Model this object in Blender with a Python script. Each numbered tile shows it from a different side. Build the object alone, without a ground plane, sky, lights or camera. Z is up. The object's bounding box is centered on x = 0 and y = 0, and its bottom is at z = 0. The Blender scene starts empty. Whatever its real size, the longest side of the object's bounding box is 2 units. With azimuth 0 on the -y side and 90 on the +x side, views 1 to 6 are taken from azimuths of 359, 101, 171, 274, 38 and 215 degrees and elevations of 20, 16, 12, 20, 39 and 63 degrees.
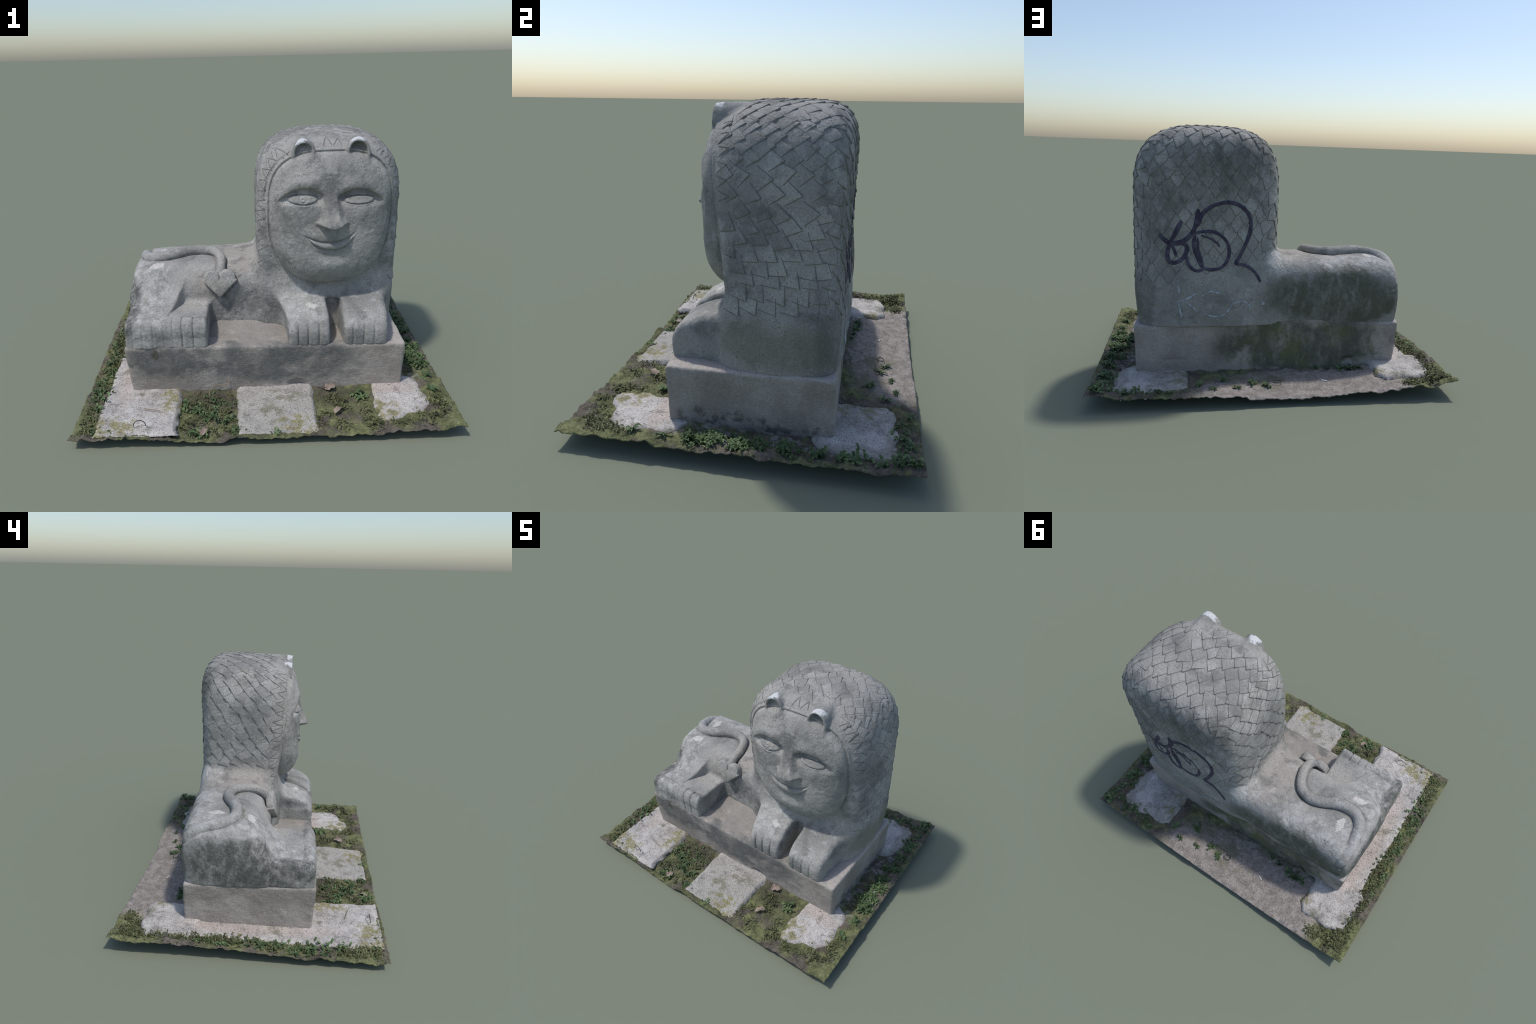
# A carved stone lion with a human face, lying on a stone plinth, set on a patch
# of paved and weedy ground.  The stone is described by distance functions
# (planes, ramps, domes, tubes, blended together), meshed by a small
# surface-net routine, then divided into named anatomical parts.
import math
import random
import bpy
import numpy as np
from mathutils import Vector, Matrix
from mathutils.bvhtree import BVHTree

RNG = np.random.default_rng(7)
random.seed(7)
F32 = np.float32

# ------------------------------------------------------------------ noise
def _hash(ix, iy, iz, seed):
    h = (ix * 374761393 + iy * 668265263 + iz * 2147483647 + seed * 974634777) & 0xFFFFFFFF
    h = ((h ^ (h >> 13)) * 1274126177) & 0xFFFFFFFF
    h = h ^ (h >> 16)
    return (h & 0xFFFF).astype(F32) / 32767.5 - 1.0


def vnoise(P, freq, seed=0):
    """Smooth value noise in -1..1 at points P (n,3)."""
    q = P * F32(freq) + F32(37.17)
    i = np.floor(q)
    f = (q - i).astype(F32)
    i = i.astype(np.int64)
    f = f * f * (3 - 2 * f)
    out = 0
    for dx in (0, 1):
        wx = f[:, 0] if dx else 1 - f[:, 0]
        for dy in (0, 1):
            wy = f[:, 1] if dy else 1 - f[:, 1]
            for dz in (0, 1):
                wz = f[:, 2] if dz else 1 - f[:, 2]
                out = out + wx * wy * wz * _hash(i[:, 0] + dx, i[:, 1] + dy, i[:, 2] + dz, seed)
    return out


def fbm(P, freq, octaves=3, seed=0, gain=0.5):
    out, amp = 0, 1.0
    for k in range(octaves):
        out = out + amp * vnoise(P, freq * 2.03 ** k, seed + 11 * k)
        amp *= gain
    return out


# ------------------------------------------------------------ blend helpers
def smin(a, b, k):
    h = np.maximum(k - np.abs(a - b), 0) / k
    return np.minimum(a, b) - h * h * k * 0.25


def smax(a, b, k):
    return -smin(-a, -b, k)


def curve(x, xs, ys):
    """Smooth curve through control points (monotone cubic)."""
    xs, ys = np.asarray(xs, float), np.asarray(ys, float)
    d = np.diff(ys) / np.diff(xs)
    m = np.empty_like(ys)
    m[0], m[-1] = d[0], d[-1]
    s = d[:-1] * d[1:]
    m[1:-1] = np.where(s > 0, 2 * s / (d[:-1] + d[1:] + 1e-12 * np.sign(d[:-1] + d[1:] + 1e-20)), 0)
    x = np.clip(x, xs[0], xs[-1])
    k = np.clip(np.searchsorted(xs, x, side="right") - 1, 0, len(xs) - 2)
    h = (xs[1:] - xs[:-1])[k]
    t = (x - xs[k]) / h
    t2, t3 = t * t, t * t * t
    return (2 * t3 - 3 * t2 + 1) * ys[k] + (t3 - 2 * t2 + t) * h * m[k] + (-2 * t3 + 3 * t2) * ys[k + 1] + (t3 - t2) * h * m[k + 1]


def step(a, b, x):
    t = np.clip((x - a) / (b - a), 0, 1)
    return t * t * (3 - 2 * t)


def bump(x, z, cx, cz, rx, rz):
    """Soft round bump, 1 at its centre."""
    return np.exp(-((x - cx) / rx) ** 2 - ((z - cz) / rz) ** 2)


def polyline(n, *pts):
    """n points of a Catmull-Rom spline through control points."""
    p = np.array(pts, float)
    p = np.vstack([2 * p[0] - p[1], p, 2 * p[-1] - p[-2]])
    out = []
    for t in np.linspace(0, len(pts) - 1 - 1e-6, n):
        k, f = int(t), t - int(t)
        a, b, c, d = p[k:k + 4]
        out.append(0.5 * (2 * b + (c - a) * f + (2 * a - 5 * b + 4 * c - d) * f * f + (3 * b - a - 3 * c + d) * f ** 3))
    return np.array(out)


# ---------------------------------------------------------------- the plinth
def plinth_top(x, y):
    u, v = (x + 0.765) / 1.54, (y + 0.35) / 0.74
    return (0.346 * (1 - u) + 0.320 * u) * (1 - v) + (0.329 * (1 - u) + 0.331 * u) * v


def plinth_sdf(P):
    x, y, z = P.T
    h = (z - 0.06) / 0.27
    # the ledge rises a little toward the belly
    d = z - plinth_top(x, y) - 0.030 * step(-0.22, -0.06, y) * step(-0.36, -0.26, x) * step(0.16, 0.06, x)
    k = 0.020
    d = smax(d, -y - curve(h, (-0.3, 0, 1), (0.340, 0.344, 0.358)) + 0.012 * x, k)
    d = smax(d, y - (0.388 + 0.016 * (x + 0.76) / 1.53), k)
    d = smax(d, x - curve(h, (-0.3, 0, 1), (0.776, 0.780, 0.790)), k)
    d = smax(d, -x - curve(h, (-0.3, 0, 1), (0.743, 0.753, 0.774)), k)
    d = np.maximum(d, 0.02 - z)
    # worn notches along the foot
    for cx, cy, cz, rx, ry, rz in ((0.185, -0.345, 0.068, 0.05, 0.03, 0.034), (-0.465, 0.394, 0.08, 0.045, 0.03, 0.035),
                                   (0.58, 0.408, 0.125, 0.06, 0.012, 0.010)):
        e = (np.sqrt(((x - cx) / rx) ** 2 + ((y - cy) / ry) ** 2 + ((z - cz) / rz) ** 2) - 1) * min(rx, ry, rz)
        d = smax(d, -e, 0.012)
    rough = 0.0022 * fbm(P, 18, 3, 3) + 0.0008 * vnoise(P, 50, 9)
    return d - rough


# ------------------------------------------------------------------ the mane
MC = np.array([0.385, 0.130, 1.06])          # centre of the dome


def mane_width(z):
    return curve(z, (0.30, 0.53, 0.75, 1.06, 1.6), (0.386, 0.406, 0.416, 0.418, 0.418))


def mane_norm(x, y, z):
    """1 on the surface: an arch (wide, round-topped) closed by a squarish back."""
    lx = x - MC[0]
    w = mane_width(z) * (1 + 0.012 * step(0.2, -0.2, lx))
    X = np.abs(lx) / w
    Z = np.maximum(z - MC[2], 0) / 0.394
    back = curve(z, (0.3, 0.42, 0.6, 0.9, 1.15, 1.3, 1.6), (0.278, 0.281, 0.285, 0.290, 0.297, 0.304, 0.304))
    Y = y - MC[1]
    tail_side = step(0.22, -0.22, lx)
    nf = 2.8 + 1.2 * tail_side
    na = 2.68 + 0.27 * tail_side + 0.15 * step(0.1, 0.3, y)
    nb = curve(z, (0.3, 0.7, 1.0, 1.6), (6.0, 5.6, 4.8, 4.8))
    Yf, Yb = np.maximum(-Y, 0) / 0.365, np.maximum(Y, 0) / back
    arch = (X ** na + Z ** na) ** (1 / na)
    front = (arch ** nf + Yf ** nf) ** (1 / nf)
    rear = (arch ** nb + Yb ** nb) ** (1 / nb)
    return np.where(Y < 0, front, rear)


def rim_y(x, z):
    return -0.105 - 0.080 * (np.clip(z, 0.62, 1.4) - 0.8) + 0.020 * (x - 0.376) - 0.020 * step(0.68, 0.56, z)


def mane_sdf(P):
    x, y, z = P.T
    d = (mane_norm(x, y, z) - 1) * 0.33 + 0.009 * step(0.52, 0.66, z)      # the scales stand on this core
    return smax(d, rim_y(x, z) - y, 0.03)


# ------------------------------------------------------------------ the face
FX, FZ = 0.376, 1.030


def face_norm(x, z):
    X = np.abs(x - FX) / 0.331
    up, dn = np.maximum(z - FZ, 0) / 0.328, np.maximum(FZ - z, 0) / 0.422
    a = (X ** 3.0 + up ** 3.0) ** (1 / 3.0)
    b = (X ** 2.55 + dn ** 2.55) ** (1 / 2.55)
    return np.where(z > FZ, a, b)


def arc_dist(x, z, xs, zs):
    return z - curve(x, xs, zs)


def face_relief(x, z):
    """How far the carved face stands out of the rim plane."""
    r = face_norm(x, z)
    depth = curve(z, (0.6, 0.74, 0.95, 1.12, 1.27, 1.36), (0.146, 0.142, 0.117, 0.099, 0.078, 0.052))
    X = (x - FX) / 0.331
    dome = 1 - np.where(X < 0, 0.32, 0.14) * np.minimum(np.abs(X), 1) ** 2.5
    body = depth * dome * (1 - np.minimum(r, 1) ** 4.6) ** 0.42 + np.where(r > 1, -(r - 1) * 0.25, 0)
    h = 0
    for ex, ez, sg in ((0.219, 1.122, -1), (0.521, 1.114, 1)):
        u = (x - ex) * sg                     # outward
        # socket under the brow, a dark band arching over the eye
        band = ez + 0.052 - 3.6 * (u + 0.01) ** 2
        inside = step(0.145, 0.09, np.abs(u - 0.012)) * step(band + 0.014, band - 0.010, z) * step(ez - 0.045, ez + 0.005, z)
        h = h - 0.022 * inside
        h = h - 0.012 * bump(x, z, ex - sg * 0.085, ez + 0.022, 0.035, 0.03)
        # brow ridge and cheek
        h = h + 0.010 * step(0.16, 0.06, np.abs(u)) * np.exp(-((z - band - 0.035) / 0.035) ** 2)
        h = h + 0.010 * bump(x, z, ex + sg * 0.01, ez - 0.085, 0.10, 0.055)
        # eyeball between almond lids
        lid = 1 - (u / 0.083) ** 2
        lz = (z - ez + 0.003) / ((0.0235 if sg < 0 else 0.0205) * np.sqrt(np.maximum(lid, 0.01)))
        ball = np.where(lid > 0, np.maximum(1 - lz ** 2, 0), 0)
        h = h + (0.017 if sg < 0 else 0.013) * np.sqrt(ball * np.clip(lid, 0, 1)) + 0.006 * step(1.9, 1.2, np.abs(lz)) * step(0.05, 0.3, lid) + 0.005 * np.exp(-((lz - 1.5) / 0.25) ** 2) * step(0.0, 0.3, lid)
        h = h - 0.008 * np.exp(-((np.abs(lz) - 1.08) / 0.15) ** 2) * step(0.0, 0.2, lid)
        if sg < 0:                            # the open eye has an incised ring and pupil
            q = np.hypot(u, (z - ez) * 1.1)
            h = h - 0.006 * np.exp(-((q - 0.019) / 0.005) ** 2) - 0.005 * np.exp(-(q / 0.006) ** 2) - 0.004 * np.exp(-((np.abs(lz) - 0.72) / 0.1) ** 2) * step(0.1, 0.3, lid)
    # nose: a wedge that widens and stands out toward its tip
    t = np.clip((1.135 - z) / (1.135 - 0.975), 0, 1)
    half = 0.036 + 0.020 * t + 0.026 * step(0.65, 1.0, t)
    side = step(1.35, 0.55, np.abs(x - 0.372 - 0.006 * t) / half)
    under = step(0.948 + 0.35 * np.abs(x - 0.378), 0.972 + 0.35 * np.abs(x - 0.378), z)
    nose = (0.010 + 0.046 * t ** 1.2) * side * under * step(1.19, 1.10, z)
    nose = nose + 0.012 * bump(x, z, 0.38, 0.990, 0.045, 0.030) * under
    h = h + nose
    # smiling mouth: a cut line, a raised lower lip, a groove below it
    up = curve(x, (0.22, 0.27, 0.33, 0.39, 0.451, 0.515), (0.922, 0.899, 0.882, 0.880, 0.897, 0.940))
    lo = curve(x, (0.22, 0.246, 0.294, 0.343, 0.392, 0.446, 0.487, 0.515), (0.920, 0.903, 0.862, 0.842, 0.837, 0.855, 0.895, 0.938))
    span = step(0.215, 0.26, x) * step(0.52, 0.465, x)
    mid, wid = (up + lo) / 2, np.maximum((up - lo) / 2, 0.004)
    lip = np.sqrt(np.maximum(1 - ((z - mid) / wid) ** 2, 0))
    h = h + 0.010 * lip * span
    h = h - 0.012 * np.exp(-((z - up) / 0.007) ** 2) * span
    h = h - 0.009 * np.exp(-((z - lo) / 0.007) ** 2) * span
    h = h - 0.010 * np.exp(-((z - lo + 0.035) / 0.03) ** 2) * step(0.14, 0.05, np.abs(x - 0.38))
    h = h + 0.008 * np.exp(-((z - up - 0.035) / 0.03) ** 2) * step(0.15, 0.05, np.abs(x - 0.375))
    h = h + 0.010 * bump(x, z, 0.385, 0.735, 0.11, 0.05)
    # bead that borders the face
    bead = 0.016 * np.exp(-((r - 1.035) / 0.022) ** 2) * step(0.66, 0.80, z)
    return body + h * step(1.0, 0.8, r) + bead


def face_sdf(P):
    x, y, z = P.T
    d = (rim_y(x, z) - face_relief(x, z)) - y
    d = d * 0.6
    d = np.maximum(d, y - rim_y(x, z) - 0.03)
    return smax(d, (face_norm(x, z) - 1.065) * 0.3, 0.006)


# ------------------------------------------------------------------ the ears
EARS = ((0.228, 1.345, 0.062, 0.078), (0.514, 1.348, 0.064, 0.080))


def ear_sdf(P, ear):
    cx, cz, w, h = ear
    x, y, z = P.T
    t = np.clip((y + 0.16) / 0.20, 0, 1)
    cz = cz + 0.03 * t
    s = 1 - 0.40 * t ** 1.5
    q = np.hypot((x - cx) / (w * s), (z - cz) / (h * s))
    d = (q - 1) * w * 0.9
    d = smax(d, -y - 0.176, 0.010)
    d = smax(d, y - 0.05, 0.02)
    c = np.sqrt(((x - cx) / (w * 0.74)) ** 2 + ((z - cz) / (h * 0.78)) ** 2 + ((y + 0.178) / 0.075) ** 2)
    return smax(d, -(c - 1) * 0.04, 0.008)


# ----------------------------------------------------------------- the torso
def torso_sdf(P):
    x, y, z = P.T
    top = curve(x, (-0.78, -0.6, -0.3, 0.0, 0.3), (0.690, 0.697, 0.704, 0.716, 0.725)) - 0.06 * np.maximum(0.10 - y, 0)
    front = curve(z, (0.30, 0.36, 0.46, 0.54, 0.66, 0.75), (0.096, 0.090, 0.081, 0.083, 0.078, 0.06))
    front = front + 0.02 * step(0.0, 0.2, x)
    backy = curve(z, (0.30, 0.36, 0.5, 0.6, 0.8), (0.374, 0.388, 0.402, 0.398, 0.385)) + 0.016 * np.minimum(x + 0.6, 0.6)
    backy = backy + 0.010 * bump(x, z, -0.3, 0.5, 0.25, 0.1)
    left = curve(z, (0.30, 0.46, 0.6, 0.72), (0.770, 0.778, 0.768, 0.750)) - 0.008 * step(0.0, 0.4, y)
    d = z - top
    d = smax(d, y - backy, 0.13)
    d = smax(d, -y - front, 0.16)
    d = smax(d, -x - left, 0.065)
    return np.maximum(d, x - 0.5)


def side_round(d, x0, x1, x, k):
    return smax(smax(d, x0 - x, k), x - x1, k)


TOE_HIND = (-0.721, -0.666, -0.608, -0.548, -0.499, -0.448, -0.387)
TOE_FORE = ((0.191, 0.245, 0.305), (0.493, 0.553, 0.610))


def hindlimb_sdf(P):
    x, y, z = P.T
    # thigh: a ramp from the hip down to the toes
    top = curve(y, (-0.37, -0.30, -0.24, -0.17, -0.10, -0.02, 0.08, 0.2, 0.4),
                (0.480, 0.487, 0.496, 0.522, 0.573, 0.634, 0.678, 0.688, 0.68))
    top = top - 0.55 * np.maximum(-0.665 - x, 0) * step(0.4, -0.2, y) - 0.035 * step(-0.60, -0.77, x)
    inner = curve(y, (-0.38, -0.28, -0.2, -0.09, 0.1), (-0.535, -0.535, -0.510, -0.470, -0.42))
    thigh = smax((z - top) * 0.75, x - inner, 0.012)
    thigh = smax(thigh, -y - 0.368, 0.10)
    thigh = smax(thigh, -x - curve(z, (0.30, 0.46, 0.6, 0.72), (0.768, 0.778, 0.768, 0.748)), 0.04)
    thigh = smax(thigh, y - 0.34, 0.1)
    # foot lying flat, with a roll of toes along its front
    foot = smax(z - 0.486, -y - 0.358, 0.04)
    foot = side_round(foot, -0.765, -0.313, x, 0.022)
    foot = np.maximum(foot, y - 0.05)
    roll = np.hypot((y + 0.318) / 0.046, (z - 0.434) / 0.066) - 1
    roll = side_round(roll * 0.046, -0.70, -0.317, x, 0.02)
    foot = smin(foot, roll, 0.006)
    d = smin(thigh, foot, 0.004)
    for k, gx in enumerate(TOE_HIND):
        reach = step(-0.270, -0.295, y) if k >= 4 else step(-0.335, -0.355, y)
        d = d + (0.0065 if k in (5, 6) else 0.0026) * np.exp(-((x - gx) / 0.0055) ** 2) * reach
    return d


def forelimb_sdf(P, which):
    x, y, z = P.T
    top = curve(y, (-0.37, -0.335, -0.30, -0.26, -0.215, -0.15, -0.08, 0.05, 0.2),
                (0.440, 0.457, 0.477, 0.499, 0.518, 0.538, 0.566, 0.62, 0.67))
    d = (z - top) * 0.9
    d = smax(d, -y - curve(z, (0.3, 0.36, 0.43, 0.6), (0.345, 0.355, 0.357, 0.365)), 0.062)
    if which == 0:
        out = curve(z, (0.30, 0.42, 0.50, 0.57, 0.7), (0.132, 0.134, 0.112, 0.088, 0.05))
        out = out - 0.25 * np.maximum(y + 0.26, 0) * step(0.3, 0.6, z)
        d = side_round(d, out, 0.369 + 0.0 * x, x, 0.04)
        grooves = TOE_FORE[0]
    else:
        out = curve(y, (-0.36, -0.2, -0.1, 0.1, 0.3), (0.686, 0.696, 0.714, 0.757, 0.772))
        d = side_round(d, 0.436 + 0.0 * x, out, x, 0.04)
        grooves = TOE_FORE[1]
    d = np.maximum(d, y - 0.15)
    for gx in grooves:
        d = d + (0.009 if which == 0 else 0.006) * np.exp(-((x - gx) / 0.006) ** 2) * step(-0.325, -0.348, y)
    return d


# ------------------------------------------------------------------ the tail
TAIL = polyline(64, (-0.700, 0.352, 0.540), (-0.706, 0.348, 0.595), (-0.714, 0.302, 0.642), (-0.712, 0.228, 0.672),
                (-0.697, 0.155, 0.688), (-0.650, 0.108, 0.697), (-0.585, 0.100, 0.707), (-0.520, 0.115, 0.714),
                (-0.450, 0.152, 0.717), (-0.385, 0.172, 0.718), (-0.315, 0.160, 0.718), (-0.268, 0.115, 0.718),
                (-0.240, 0.040, 0.711), (-0.240, -0.015, 0.695), (-0.243, -0.046, 0.672), (-0.243, -0.056, 0.650))
TAIL_R = np.interp(np.linspace(0, 1, 64), (0, 0.25, 0.6, 1), (0.036, 0.033, 0.029, 0.024))


def tail_sdf(P):
    best = np.full(len(P), 1e3)
    near = (P[:, 0] < -0.12) & (P[:, 2] > 0.45)
    Q = P[near]
    b = best[near]
    for a, c, ra, rc in zip(TAIL[:-1], TAIL[1:], TAIL_R[:-1], TAIL_R[1:]):
        ac = c - a
        t = np.clip((Q - a) @ ac / (ac @ ac), 0, 1)
        e = Q - a - t[:, None] * ac
        b = np.minimum(b, np.sqrt((e * e).sum(1)) - (ra + (rc - ra) * t))
    best[near] = b
    best[~near] = 0.2
    return best


def tuft_sdf(P):
    """Heart-shaped end of the tail, a slab lying on the flank."""
    x, y, z = P.T
    o, n = np.array([-0.246, -0.085, 0.602]), np.array([0.0, -0.975, 0.222])
    up = np.array([0.0, 0.222, 0.975])
    u, v = x - o[0], (P - o) @ up
    w = (P - o) @ n
    au = np.abs(u)
    # two lobes and a point
    lobe = np.hypot(au - 0.046, v - 0.032) - 0.045
    tri = smax(au * 0.731 - (v + 0.088) * 0.682, v - 0.022, 0.01)
    heart = smin(lobe, tri, 0.006)
    return smax(heart, np.abs(w) - 0.023, 0.010)


# ------------------------------------------------------- the whole stone body
def chest_sdf(P):
    return mane_sdf(P)


def lion_parts(P):
    return {
        "mane": mane_sdf(P), "head": face_sdf(P), "torso": torso_sdf(P),
        "hindlimb": hindlimb_sdf(P), "forelimb": forelimb_sdf(P, 0), "forelimb.001": forelimb_sdf(P, 1),
        "ear": ear_sdf(P, EARS[0]), "ear.001": ear_sdf(P, EARS[1]),
        "tail": tail_sdf(P), "tail_tuft": tuft_sdf(P),
    }


def lion_sdf(P, rough=True):
    p = lion_parts(P)
    d = smin(p["mane"], p["torso"], 0.07)
    d = smin(d, p["hindlimb"], 0.035)
    d = smin(d, p["forelimb"], 0.05)
    d = smin(d, p["forelimb.001"], 0.05)
    x, y, z = P.T
    # the slot between the forelegs
    slot = np.maximum(np.abs(x - 0.4025) - 0.030 - 0.02 * step(0.45, 0.6, z), np.maximum(y + 0.125, z - 0.50 + 0.25 * (y + 0.13)))
    d = smax(d, -slot, 0.02)
    d = smin(d, p["head"], 0.012)
    d = smin(smin(d, p["ear"], 0.012), p["ear.001"], 0.012)
    # little gutter beside the tail, then the tail itself
    d = d + 0.012 * np.exp(-(np.maximum(p["tail"], 0) / 0.012) ** 2) + 0.008 * np.exp(-(np.maximum(p["tail_tuft"], 0) / 0.012) ** 2)
    d = smin(d, p["tail"] - 0.002, 0.006)
    d = smin(d, p["tail_tuft"], 0.008)
    d = smax(d, plinth_top(x, y) - 0.007 - z, 0.01)
    if rough:
        d = d - 0.0018 * fbm(P, 8, 2, 1) - 0.0009 * fbm(P, 42, 2, 5)
    return d


# ------------------------------------------------------------- surface nets
def mesh_sdf(fn, lo, hi, cell):
    """Quad mesh of the zero level of fn, evaluated only near the surface."""
    lo, hi = np.array(lo, float), np.array(hi, float)
    C = 5
    n = (np.ceil((hi - lo) / cell / C).astype(int)) * C
    nc = n // C + 1
    axes = [lo[k] + np.arange(nc[k]) * cell * C for k in range(3)]
    G = np.stack(np.meshgrid(*axes, indexing="ij"), -1).reshape(-1, 3)
    coarse = fn(G).reshape(nc)
    near = np.abs(coarse) < cell * C * 2.6
    blocks = np.zeros(nc - 1, bool)
    for dx in (0, 1):
        for dy in (0, 1):
            for dz in (0, 1):
                blocks |= near[dx:nc[0] - 1 + dx, dy:nc[1] - 1 + dy, dz:nc[2] - 1 + dz]
    sign = coarse[:-1, :-1, :-1]
    N = n
    V = np.repeat(np.repeat(np.repeat(np.where(sign < 0, -1.0, 1.0), C, 0), C, 1), C, 2).astype(F32)
    M = np.repeat(np.repeat(np.repeat(blocks, C, 0), C, 1), C, 2)
    idx = np.argwhere(M)
    vals = np.empty(len(idx), F32)
    for s in range(0, len(idx), 600000):
        vals[s:s + 600000] = fn(lo + idx[s:s + 600000] * cell)
    V[M] = vals
    inside = V < 0
    # cells holding a sign change
    corners = [(a, b, c) for a in (0, 1) for b in (0, 1) for c in (0, 1)]
    cnt = sum(inside[a:N[0] - 1 + a, b:N[1] - 1 + b, c:N[2] - 1 + c].astype(np.int8) for a, b, c in corners)
    act = (cnt > 0) & (cnt < 8)
    cells = np.argwhere(act)
    index = np.full(act.shape, -1, np.int64)
    index[act] = np.arange(len(cells))
    cv = np.stack([V[cells[:, 0] + a, cells[:, 1] + b, cells[:, 2] + c] for a, b, c in corners], 1)
    acc, num = np.zeros((len(cells), 3)), np.zeros(len(cells))
    for i, p in enumerate(corners):
        for j, q in enumerate(corners):
            if j > i and sum(abs(p[k] - q[k]) for k in range(3)) == 1:
                a, b = cv[:, i], cv[:, j]
                m = (a < 0) != (b < 0)
                t = np.where(m, a / np.where(m, a - b, 1), 0)
                e = np.array(p)[None] + t[:, None] * (np.array(q) - np.array(p))[None]
                acc[m] += e[m]
                num[m] += 1
    verts = lo + (cells + acc / num[:, None]) * cell
    faces = []
    for ax in range(3):
        o = [0, 0, 0]
        o[ax] = 1
        s0 = inside[:-1 if ax == 0 else None, :-1 if ax == 1 else None, :-1 if ax == 2 else None]
        s1 = inside[o[0]:, o[1]:, o[2]:]
        e = np.argwhere(s0 != s1)
        b, c = [(1, 2), (2, 0), (0, 1)][ax]
        ok = (e[:, b] > 0) & (e[:, c] > 0) & (e[:, b] < N[b] - 1) & (e[:, c] < N[c] - 1)
        e = e[ok]
        quad = []
        for db, dc in ((0, 0), (-1, 0), (-1, -1), (0, -1)):
            q = e.copy()
            q[:, b] += db
            q[:, c] += dc
            quad.append(index[q[:, 0], q[:, 1], q[:, 2]])
        quad = np.stack(quad, 1)
        flip = ~inside[e[:, 0], e[:, 1], e[:, 2]]
        quad[flip] = quad[flip][:, ::-1]
        faces.append(quad)
    faces = np.vstack(faces)
    faces = faces[(faces >= 0).all(1)]
    return verts, faces


def gradient(fn, P, h=0.002):
    g = np.stack([fn(P + np.eye(3)[k] * h) - fn(P - np.eye(3)[k] * h) for k in range(3)], 1) / (2 * h)
    return g


def snap(fn, P, rounds=2):
    """Pull points onto the zero level of fn."""
    for _ in range(rounds):
        g = gradient(fn, P)
        s = np.maximum((g * g).sum(1), 0.05)
        P = P - np.clip(fn(P) / s, -0.006, 0.006)[:, None] * g
    return P


# ------------------------------------------------------------- blender glue
def link(obj, parent=None):
    bpy.context.scene.collection.objects.link(obj)
    if parent is not None:
        obj.parent = parent
    return obj


def make_mesh(name, verts, faces, material=None, smooth=True):
    me = bpy.data.meshes.new(name)
    verts = np.asarray(verts, F32)
    if isinstance(faces, np.ndarray):
        k = faces.shape[1]
        me.vertices.add(len(verts))
        me.vertices.foreach_set("co", verts.ravel())
        me.loops.add(faces.size)
        me.loops.foreach_set("vertex_index", faces.ravel().astype(np.int32))
        me.polygons.add(len(faces))
        me.polygons.foreach_set("loop_start", np.arange(0, faces.size, k, dtype=np.int32))
        me.update(calc_edges=True)
        me.validate()
    else:
        me.from_pydata([tuple(v) for v in verts], [], faces)
    if smooth:
        me.polygons.foreach_set("use_smooth", np.ones(len(me.polygons), bool))
    if material:
        me.materials.append(material)
    return me


def vertex_normals(verts, faces):
    a, b, c, d = (verts[faces[:, k]] for k in range(4))
    fn = np.cross(c - a, d - b)
    n = np.zeros_like(verts)
    for k in range(4):
        for ax in range(3):
            n[:, ax] += np.bincount(faces[:, k], fn[:, ax], len(verts))
    return n / np.maximum(np.linalg.norm(n, axis=1), 1e-12)[:, None]


def simple_material(name, col, rough=0.9):
    m = bpy.data.materials.new(name)
    m.use_nodes = True
    b = m.node_tree.nodes["Principled BSDF"]
    b.inputs["Base Color"].default_value = (*col, 1)
    b.inputs["Roughness"].default_value = rough
    return m


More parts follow.
